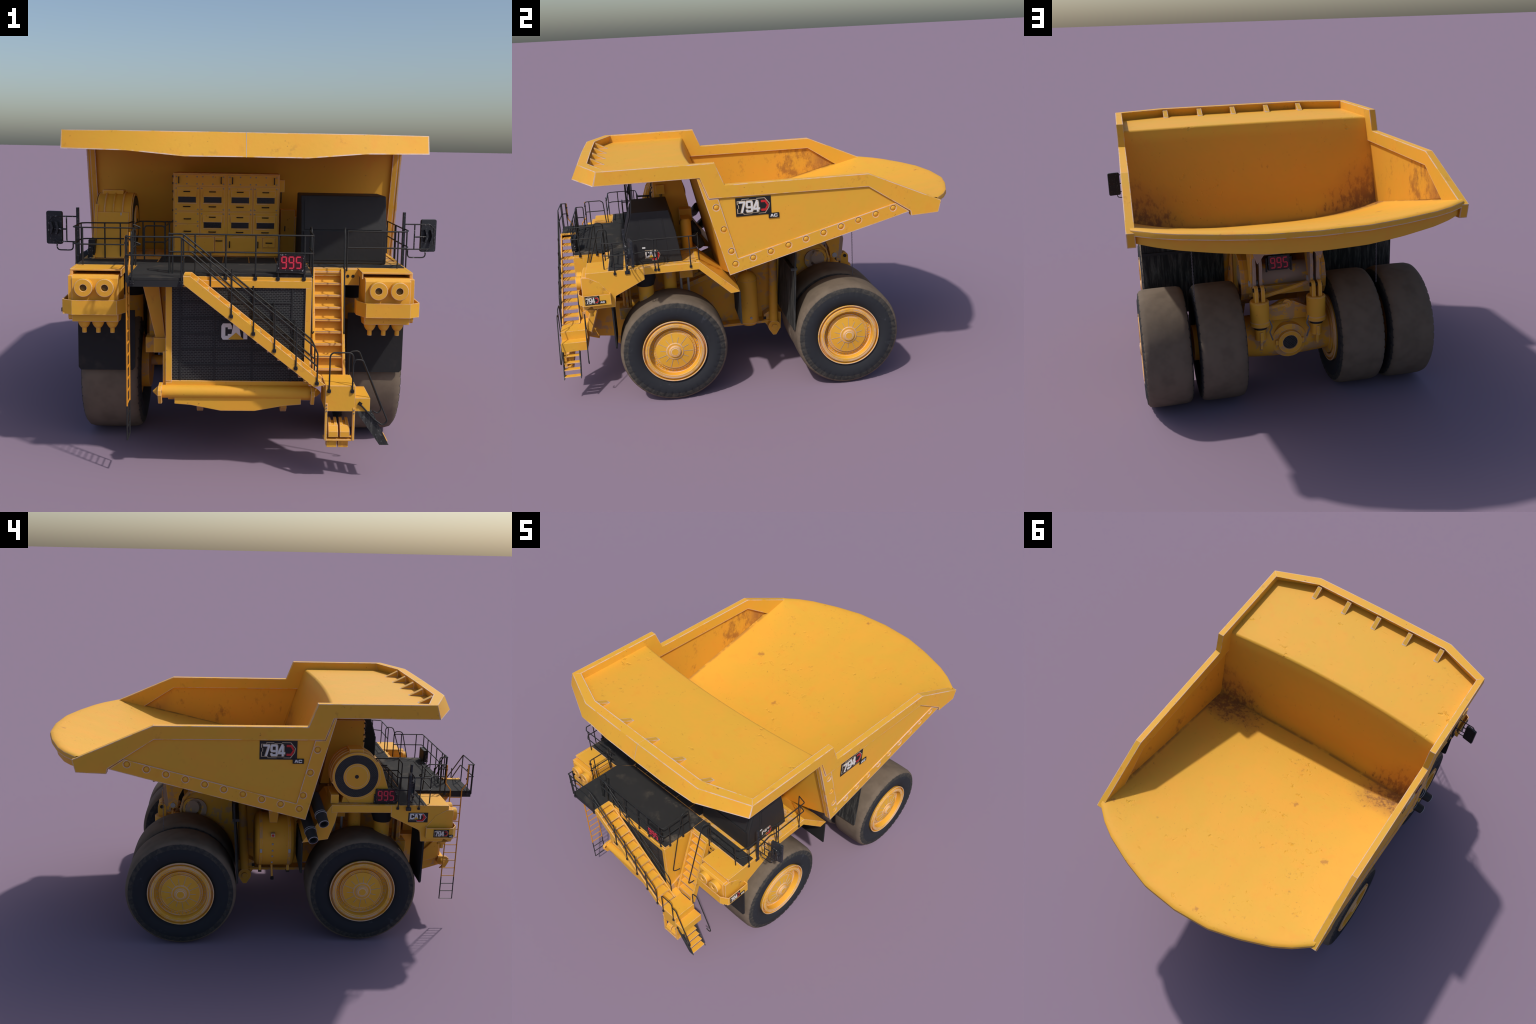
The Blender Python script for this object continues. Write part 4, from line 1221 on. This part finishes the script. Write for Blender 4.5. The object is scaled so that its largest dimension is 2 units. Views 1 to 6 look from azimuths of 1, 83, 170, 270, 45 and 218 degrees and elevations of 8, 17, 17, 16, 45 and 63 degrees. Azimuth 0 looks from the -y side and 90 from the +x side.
# hand grips of the steep stair
g = G()
g.rail([(0.2260, -0.742, 0.662), (0.2260, -0.742, 0.802), (0.2260, -0.785, 0.802), (0.2260, -0.868, 0.458), (0.2360, -0.832, 0.458)], R, 0.022)
g.rail([(0.3480, -0.722, 0.650), (0.3480, -0.722, 0.798), (0.3400, -0.760, 0.798), (0.3330, -0.866, 0.458), (0.3370, -0.832, 0.458)], R, 0.022)
g.obj('hand_grip', M_RAIL, FRL, smooth=60)
# platform rail running on down the front stair, and its twin on the inner side
g = G()
for (Y, xs0, posts) in ((-0.9855, -0.366, (-0.348, -0.195)), (-0.897, -0.241, (-0.195,))):
    g.rail([(xs0, Y, TZ), (-0.197, Y, TZ + 0.001), (0.222, Y, 0.449), (0.2345, Y, 0.425), (0.2345, Y, 0.325)], R, 0.02)
    g.rail([(xs0, Y, MZ), (-0.169, Y, MZ), (0.2345, Y, 0.383)], R, 0.02)
    for x in posts:
        g.cyl((x, Y, 0.648), (x, Y, TZ), R, 8)
    for (x, z) in ((-0.1085, 0.595), (-0.040, 0.542), (0.030, 0.487), (0.097, 0.433), (0.166, 0.377)):
        if x > -0.1 or Y > -0.95:
            g.cyl((x, Y, z - 0.002), (x, Y, z + 0.136), R, 8)
SRL = g.obj('stair_railing', M_RAIL, smooth=60)
clamps(SRL, front=[(x, -0.9848, z) for x, z in ((-0.348, 0.6465), (-0.195, 0.6465), (-0.040, 0.542), (0.030, 0.487), (0.097, 0.433), (0.166, 0.377), (0.2345, 0.328))])
# platform side rails (left): front panel up to the corner, rear gate with the ladder gap between
g = G()
X = -0.3665
g.rail([(X, -0.9855, TZ), (X, -0.957, TZ)], R)
g.rail([(X, -0.9855, MZ), (X, -0.957, MZ)], R)
g.cyl((X, -0.982, 0.648), (X, -0.982, TZ), R, 8)
g.cyl((X, -0.962, 0.648), (X, -0.962, TZ), R, 8)
g.rail([(X, -0.858, 0.650), (X, -0.858, TZ), (X, -0.775, TZ), (X, -0.760, TZ - 0.01), (X, -0.752, 0.662)], R, 0.012)
g.cyl((X, -0.858, MZ), (X, -0.757, MZ), R, 8)
g.cyl((X, -0.835, 0.660), (X, -0.835, TZ), R, 8)
PRL = g.obj('platform_railing', M_RAIL, SRL, smooth=60)
clamps(PRL.parent, left=[(-0.364, -0.962, 0.6465), (-0.364, -0.858, 0.6465)])
# left deck rail: along the front, chamfered at the corner, back to the drum
g = G()
for z in (TZ, MZ):
    g.rail([(-0.375, -0.742, z + 0.012), (-0.345, -0.738, z), (-0.560, -0.738, z), (-0.581, -0.722, z), (-0.581, -0.590, z), (-0.565, -0.580, z), (-0.415, -0.568, z), (-0.405, -0.505, z)], R, 0.010)
for (x, y, zb) in ((-0.547, -0.738, DZ), (-0.581, -0.684, 0.645), (-0.581, -0.592, 0.645), (-0.375, -0.742, DZ), (-0.50, -0.575, DZ), (-0.445, -0.571, DZ), (-0.406, -0.515, DZ)):
    g.cyl((x, y, zb), (x, y, TZ), R, 8)
LRL = g.obj('deck_railing', M_RAIL, smooth=60)
clamps(LRL, left=[(-0.5765, -0.684, 0.647), (-0.5765, -0.592, 0.647)])
# cage rail between drum and cabinets
g = G()
for z in (TZ, MZ):
    g.rail([(-0.385, -0.50, z), (-0.262, -0.50, z)], R)
    g.rail([(-0.268, -0.50, z), (-0.275, -0.655, z)], R)
g.rail([(-0.3485, -0.655, DZ), (-0.3485, -0.655, TZ), (-0.277, -0.655, TZ), (-0.277, -0.655, DZ)], R, 0.012)
g.cyl((-0.3485, -0.655, MZ), (-0.277, -0.655, MZ), R, 8)
for x in (-0.372, -0.33, -0.29):
    g.cyl((x, -0.50, DZ), (x, -0.50, TZ), R, 8)
g.cyl((-0.27, -0.55, DZ), (-0.27, -0.55, TZ), R, 8)
g.rail([(-0.385, -0.50, TZ), (-0.39, -0.575, TZ)], R)
g.obj('cage_railing', M_RAIL, smooth=60)
# right deck rail: front panel, corner bends around the mirror mast, rear panel
g = G()
for z in (TZ, MZ):
    g.rail([(0.354, -0.738, z), (0.528, -0.738, z), (0.553, -0.738, z), (0.570, -0.700, z), (0.570, -0.655, z)], R, 0.012)
    g.rail([(0.570, -0.655, z), (0.5665, -0.600, z), (0.560, -0.545, z + 0.003), (0.5665, -0.515, z), (0.5665, -0.325, z), (0.520, -0.312, z)], R, 0.010)
for (x, y, zb) in ((0.354, -0.738, 0.650), (0.528, -0.738, DZ), (0.5675, -0.692, 0.645), (0.5665, -0.514, 0.645), (0.5665, -0.500, 0.645), (0.5665, -0.356, 0.645), (0.522, -0.314, DZ)):
    g.cyl((x, y, zb), (x, y, TZ), R, 8)
RRL = g.obj('deck_railing', M_RAIL, smooth=60)
clamps(RRL, right=[(0.5645, y, 0.647) for y in (-0.692, -0.514, -0.500, -0.356)])
# landing hand rails
g = G()
g.rail([(0.274, -0.9855, 0.300), (0.274, -0.9855, 0.429), (0.348, -0.9855, 0.429), (0.348, -0.9855, 0.300)], R, 0.018)
g.rail([(0.349, -0.9855, 0.392), (0.354, -0.988, 0.408), (0.378, -0.988, 0.406), (0.464, -0.988, 0.205), (0.447, -0.988, 0.192), (0.420, -0.9855, 0.212), (0.376, -0.986, 0.259)], R, 0.012)
g.rail([(0.354, -0.864, 0.315), (0.354, -0.864, 0.400), (0.386, -0.862, 0.402), (0.470, -0.860, 0.200), (0.456, -0.860, 0.185), (0.440, -0.862, 0.195)], R, 0.014)
o = g.obj('landing_railing', M_RAIL, LD, smooth=60)
clamps(LD, front=[(0.274, -0.9842, 0.303), (0.348, -0.9842, 0.303)])
copies('post_clamp', clampme, [Matrix.Translation((0.374, -0.9832, 0.262)) @ Matrix.Rotation(math.radians(35), 4, 'Y')], LD)

# ================================================================== MIRRORS
def rounded(w, h, r, n=5):
    pts = []
    for cx, cy, a0 in ((w - r, h - r, 0), (-w + r, h - r, 90), (-w + r, -h + r, 180), (w - r, -h + r, 270)):
        for i in range(n + 1):
            a = math.radians(a0 + 90 * i / n)
            pts.append((cx + r * math.cos(a), cy + r * math.sin(a)))
    return pts
for s, mx, cx, cz in ((1, 0.5675, 0.662, 0.7625), (-1, -0.583, -0.670, 0.773)):
    MM = G().box(mx - 0.005, mx + 0.005, -0.642, -0.632, 0.646, 0.847).obj('mirror_mast', M_MIRROR, bevel=0.001)
    G().box(mx - 0.009, mx + 0.002, -0.648, -0.626, 0.640, 0.655).obj('mast_foot', M_MIRROR, MM, bevel=0.001)
    sh = G().prism([(p[0], p[1]) for p in rounded(0.0295, 0.0585, 0.007)], 'y', -0.0055, 0.0055).obj('mirror_shell', M_MIRROR, MM, bevel=0.0015)
    sh.matrix_local = Matrix.Translation((cx, -0.611, cz)) @ Matrix.Rotation(math.radians(11 * s), 4, 'Z')
    g = G()
    ym = -0.632
    zt, zl, zm = cz + 0.042, cz - 0.047, cz - 0.003
    g.rail([(mx, -0.637, zt), (cx, ym, zt), (cx + s * 0.017, ym + 0.004, zt - 0.016), (cx + s * 0.017, ym + 0.004, zl + 0.016), (cx, ym, zl), (mx, -0.637, zl)], 0.0024, 0.010)
    g.cyl((mx + s * 0.040, -0.635, zt), (mx + s * 0.040, -0.635, zl), 0.0024, 8)
    g.cyl((mx + s * 0.040, -0.635, zm), (cx - s * 0.002, -0.625, zm), 0.0028, 8)
    xa, xb = mx + s * 0.018, cx - s * 0.012
    g.rail([(xa, -0.635, zl), (xa, -0.635, zl - 0.030), (xb, -0.632, zl - 0.030), (xb, -0.630, zl)], 0.0024, 0.016)
    g.obj('mirror_arm', M_CHIP, MM, smooth=60)
    for k in (-1, 1):
        G().prism([(cx + k * 0.010 - 0.006, cz + 0.022), (cx + k * 0.010 + 0.002, cz + 0.022), (cx + k * 0.010 + 0.008, cz), (cx + k * 0.010 + 0.002, cz - 0.022), (cx + k * 0.010 - 0.006, cz - 0.022), (cx + k * 0.010, cz)],
                  'y', -0.630, -0.612).obj('mirror_bracket', M_MIRROR, MM, bevel=0.0008)

# ================================================================== LETTERING
# block letters as centre lines in a unit box (x 0..1, y 0..1); each list is one ribbon stroke
GLYPH = {
    '7': [[(0.0, 0.90), (0.86, 0.90), (0.86, 0.80), (0.42, 0.0)]],
    '9': [[(0.10, 0.26), (0.10, 0.16), (0.18, 0.09), (0.82, 0.09), (0.90, 0.16), (0.90, 0.84), (0.82, 0.91), (0.18, 0.91), (0.10, 0.84), (0.10, 0.50), (0.18, 0.43), (0.80, 0.43)]],
    '4': [[(0.62, 1.0), (0.08, 0.36), (0.08, 0.27), (0.55, 0.27)], [(0.65, 0.0), (0.65, 0.86)], [(0.75, 0.27), (1.0, 0.27)]],
    'C': [[(0.90, 0.66), (0.90, 0.84), (0.82, 0.91), (0.18, 0.91), (0.10, 0.84), (0.10, 0.16), (0.18, 0.09), (0.82, 0.09), (0.90, 0.16), (0.90, 0.34)]],
    'A': [[(0.08, 0.0), (0.42, 1.0)], [(0.92, 0.0), (0.58, 1.0)], [(0.32, 0.32), (0.68, 0.32)], [(0.5, 0.86), (0.5, 1.0)]],
    'T': [[(0.0, 0.90), (1.0, 0.90)], [(0.5, 0.0), (0.5, 0.80)]],
}

def text_mesh(txt, w, h, depth, bold=0.10, shear=0.0):
    """block letters side by side in a w x h box centred on the origin"""
    n = len(txt)
    gap = 0.16
    cw = w / (n + gap * (n - 1))
    g = G()
    k = 0
    for i, ch in enumerate(txt):
        ox = -w / 2 + i * cw * (1 + gap)
        for line in GLYPH[ch]:
            k += 1
            P = [Vector((ox + p[0] * cw, (p[1] - 0.5) * h)) for p in line]
            half = bold * cw * 1.3
            L, Rr = [], []
            for j, p in enumerate(P):
                d0 = (P[j] - P[j - 1]).normalized() if j else (P[1] - P[0]).normalized()
                d1 = (P[j + 1] - P[j]).normalized() if j < len(P) - 1 else d0
                nn = Vector((-(d0 + d1).y, (d0 + d1).x)).normalized()
                c = max(0.45, nn.dot(Vector((-d1.y, d1.x))))
                L.append(p + nn * half / c)
                Rr.append(p - nn * half / c)
            dz = depth + 0.00004 * k               # strokes never share a plane
            m = len(P)
            v = [(q.x, q.y, 0) for q in L + Rr] + [(q.x, q.y, dz) for q in L + Rr]
            f = []
            for j in range(m - 1):
                f += [(2 * m + j, 3 * m + j, 3 * m + j + 1, 2 * m + j + 1), (j, j + 1, 2 * m + j + 1, 2 * m + j), (m + j, 3 * m + j, 3 * m + j + 1, m + j + 1)]
            f += [(0, 2 * m, 3 * m, m), (m - 1, 2 * m - 1, 4 * m - 1, 3 * m - 1)]
            g.add(v, f)
    return g.mesh('lettering')

def put_text(name, txt, w, h, mat, M, x, y, z, parent, bold=0.10, shear=0.0):
    me = text_mesh(txt, w, h, 0.0005, bold, shear)
    me.materials.clear(); me.materials.append(mat)
    o = bpy.data.objects.new(name, me)
    COL.objects.link(o)
    o.parent = parent
    o.matrix_local = M @ Matrix.Translation((x, y, z))
    return o

def put_poly(name, pts, mat, M, z0, z1, parent):
    o = G().prism(pts, 'z', z0, z1).obj(name, mat, parent)
    o.matrix_local = M
    return o

def hexa(cx, w, h, cut):
    return [(cx - w, -h), (cx + w - cut, -h), (cx + w, 0), (cx + w - cut, h), (cx - w, h)]

def number_plate(M, W, H, parent):
    """black plate: ragged gold outline, white digits, red chevron, small letters below"""
    put_poly('number_plate', [(-W / 2, -H / 2), (W / 2, -H / 2), (W / 2, H / 2), (-W / 2, H / 2)], M_DBLACK, M, 0, 0.0012, parent)
    out = []
    a, b = W * 0.46, H * 0.42
    rag = [(-a, b * .80), (-a * .7, b * .80), (-a * .7, b), (-a * .25, b), (-a * .25, b * .88), (a * .2, b * .88), (a * .2, b), (a * .72, b), (a, b * .25), (a * .96, -b * .3),
           (a * .72, -b), (a * .3, -b), (a * .3, -b * .88), (-a * .1, -b * .88), (-a * .1, -b), (-a * .62, -b), (-a * .62, -b * .84), (-a, -b * .84), (-a, -b * .2), (-a * .93, -b * .2), (-a * .93, b * .3), (-a, b * .3)]
    put_poly('plate_border', rag, M_CREAM, M, 0.0012, 0.0016, parent)
    put_poly('plate_field', [(p[0] * 0.955, p[1] * 0.93) for p in rag], M_DBLACK, M, 0.0016, 0.0020, parent)
    c = W * 0.335
    chev = [(c - W * .12, b * .70), (c + W * .02, b * .70), (c + W * .10, 0), (c + W * .02, -b * .70), (c - W * .12, -b * .70), (c - W * .12, -b * .42), (c - W * .01, -b * .42), (c + W * .045, 0), (c - W * .01, b * .42), (c - W * .12, b * .42)]
    put_poly('plate_chevron', chev, M_RED, M, 0.0020, 0.0026, parent)
    put_text('plate_digit', '794', W * 0.60, H * 0.66, M_CREAM, M, -W * 0.115, H * 0.0, 0.0022, parent, 0.155)
    put_text('plate_digit', '794', W * 0.575, H * 0.62, M_WHITE, M, -W * 0.115, H * 0.0, 0.0030, parent, 0.105)

def small_plate(M, w, h, parent):
    put_poly('letter_plate', [(-w / 2, -h / 2), (w / 2, -h / 2), (w / 2, h / 2), (-w / 2, h / 2)], M_DBLACK, M, 0.0004, 0.0034, parent)
    put_text('plate_letter', 'AC', w * 0.66, h * 0.56, M_WHITE, M, 0, 0, 0.0034, parent, 0.10)

def logo(M, W, H, parent, plate=True, chevron=True):
    if plate:
        put_poly('logo_plate', [(-W / 2, -H / 2), (W / 2, -H / 2), (W / 2, H / 2), (-W / 2, H / 2)], M_DBLACK, M, 0, 0.0010, parent)
    a, b = W * 0.43, H * 0.44
    if chevron:
        rim = [(-a, b * .95), (a * .62, b * .95), (a, 0.05 * b), (a * .62, -b), (-a * .12, -b), (-a * .22, -b * .58), (-a, -b * .58)]
        put_poly('logo_border', rim, M_WHITE if plate else M_CREAM, M, 0.0010, 0.0014, parent)
        put_poly('logo_field', [(p[0] * 0.95, p[1] * 0.92) for p in rim], M_DBLACK, M, 0.0014, 0.0018, parent)
        ch = [(a * .42, b * .82), (a * .60, b * .82), (a * .92, 0.03 * b), (a * .58, -b * .88), (-a * .06, -b * .88), (-a * .16, -b * .60), (a * .40, -b * .60), (a * .62, 0.03 * b)]
        put_poly('logo_chevron', ch, M_RED, M, 0.0018, 0.0023, parent)
        w, h, x, y = W * 0.60, H * 0.52, -W * 0.10, H * 0.11
    else:
        w, h, x, y = W * 0.94, H * 0.88, 0, 0
    put_text('logo_letter', 'CAT', w, h, M_WHITE, M, x, y, 0.0022, parent, 0.135 if chevron else 0.19)
    tw = w * (0.20 if chevron else 0.30)
    put_poly('logo_triangle', [(x - tw, y - h * .52), (x + tw, y - h * .52), (x, y - h * .06)], M_TRI, M, 0.0022, 0.0033, parent)

MR = lambda y, z, x: frame((x, y, z), (0, 1, 0), (0, 0, 1))
ML = lambda y, z, x: frame((x, y, z), (0, -1, 0), (0, 0, 1))
MF = lambda x, z, y: frame((x, y, z), (1, 0, 0), (0, 0, 1))
number_plate(MR(-0.0645, 0.911, 0.6122), 0.157, 0.082, BODY)
small_plate(MR(0.024, 0.863, 0.6122), 0.047, 0.0225, BODY)
number_plate(ML(-0.0625, 0.914, -0.6122), 0.158, 0.081, BODY)
small_plate(ML(-0.1475, 0.867, -0.6122), 0.047, 0.0215, BODY)
number_plate(MR(-0.801, 0.5405, 0.5858), 0.064, 0.040, ROOT)
small_plate(MR(-0.757, 0.530, 0.5858), 0.028, 0.013, ROOT)
number_plate(ML(-0.788, 0.538, -0.5958), 0.068, 0.036, ROOT)
small_plate(ML(-0.831, 0.526, -0.5958), 0.020, 0.0125, ROOT)
logo(ML(-0.6855, 0.6045, -0.5743), 0.087, 0.045, ROOT)
logo(MR(-0.5185, 0.7005, 0.5092), 0.078, 0.058, CAB, plate=False)
put_poly('cab_label', [(-0.007, -0.0035), (0.007, -0.0035), (0.007, 0.0035), (-0.007, 0.0035)], M_WHITE, MR(-0.556, 0.737, 0.5088), 0, 0.0008, CAB)
put_poly('logo_plate', [(-0.058, -0.034), (0.060, -0.034), (0.060, 0.034), (-0.058, 0.034)], M_DBLACK, MF(-0.022, 0.4715, -0.8906), 0, 0.0034, RAD)
logo(MF(-0.024, 0.4715, -0.8935), 0.093, 0.057, RAD, plate=False, chevron=False)

# ================================================================== LOAD DISPLAYS
SEG = {'a': (0, 1, 1, 0), 'g': (0, 0, 1, 0), 'd': (0, -1, 1, 0), 'f': (-1, .5, 0, 1), 'b': (1, .5, 0, 1), 'e': (-1, -.5, 0, 1), 'c': (1, -.5, 0, 1)}
def display(M, w, h, parent=None, feet=True):
    D = G().box(-w / 2, w / 2, -h / 2, h / 2, -0.022, 0.0).obj('load_display', M_DBLACK, parent or ROOT, bevel=0.0015)
    D.matrix_local = M
    rim = G()
    t = 0.0035
    rim.box(-w / 2, w / 2, h / 2 - t, h / 2, 0, 0.0025); rim.box(-w / 2, w / 2, -h / 2, -h / 2 + t, 0, 0.0025)
    rim.box(-w / 2, -w / 2 + t, -h / 2, h / 2, 0, 0.0024); rim.box(w / 2 - t, w / 2, -h / 2, h / 2, 0, 0.0024)
    rim.obj('display_bezel', M_CHIP, D)
    G().box(-w / 2 + t, w / 2 - t, -h / 2 + t, h / 2 - t, 0, 0.0008).obj('display_field', M_LEDBG, D)
    if feet:
        G().box(-w / 2 - 0.006, w / 2 + 0.006, -h / 2 - 0.007, -h / 2 - 0.001, -0.02, 0.002).obj('display_base', M_CHIP, D)
        for s in (-1, 1):
            G().box(s * (w / 2 + 0.0035) - 0.002, s * (w / 2 + 0.0035) + 0.002, -h / 2 - 0.006, 0.004, -0.016, 0.001).obj('display_arm', M_CHIP, D)
    dw, dh = w * 0.088, h * 0.335
    led = G()
    for i, ch in enumerate(('abcdfg', 'abcdfg', 'acdfg')):
        cx = (i - 1) * w * 0.285
        for sg in ch:
            sx, sy, hx, hy = SEG[sg]
            x, y = cx + sx * dw, sy * dh
            lx = dw * 0.92 if hx else w * 0.027
            ly = dh * 0.44 if hy else w * 0.027
            led.box(x - lx, x + lx, y - ly, y + ly, 0.0008, 0.0016)
    led.obj('display_digit', M_LED, D)
    return D
display(MF(0.1505, 0.7010, -0.8985), 0.082, 0.054, feet=True)
display(frame((-0.556, -0.5405, 0.698), (0, -1, 0), (0.05, 0, 1)), 0.090, 0.058)
display(frame((0.030, 0.430, 0.592), (-1, 0, 0), (0, -0.15, 1)), 0.092, 0.060, feet=False)
G().box(0.010, 0.054, 0.407, 0.422, 0.615, 0.66).obj('display_hanger', M_DBLACK)
for x in (-0.022, 0.082):
    G().box(x - 0.003, x + 0.003, 0.415, 0.425, 0.553, 0.613).obj('display_hanger', M_DBLACK)

# ---- the bed widens slightly to the rear and sits a hair askew on the frame
def flare(y):
    return 1.0 + 0.0200 * (y + 0.72) / 1.51
done = set()
for o in [BODY] + list(BODY.children_recursive):
    if o.matrix_local == Matrix():
        if o.data.name not in done:
            done.add(o.data.name)
            for v in o.data.vertices:
                v.co.x *= flare(v.co.y)
    elif o.parent == BODY or o.parent.parent == BODY:
        o.location.x *= flare(o.location.y)
BODY.location = (0.0045, 0, 0)
BODY.rotation_euler = (0, 0, math.radians(-0.2))

# ------------------------------------------------------------------ place the truck
ROOT.rotation_euler = (0, 0, math.radians(2.25))
ROOT.location = (-0.016, 0.0, 0.0)
bpy.context.view_layer.update()
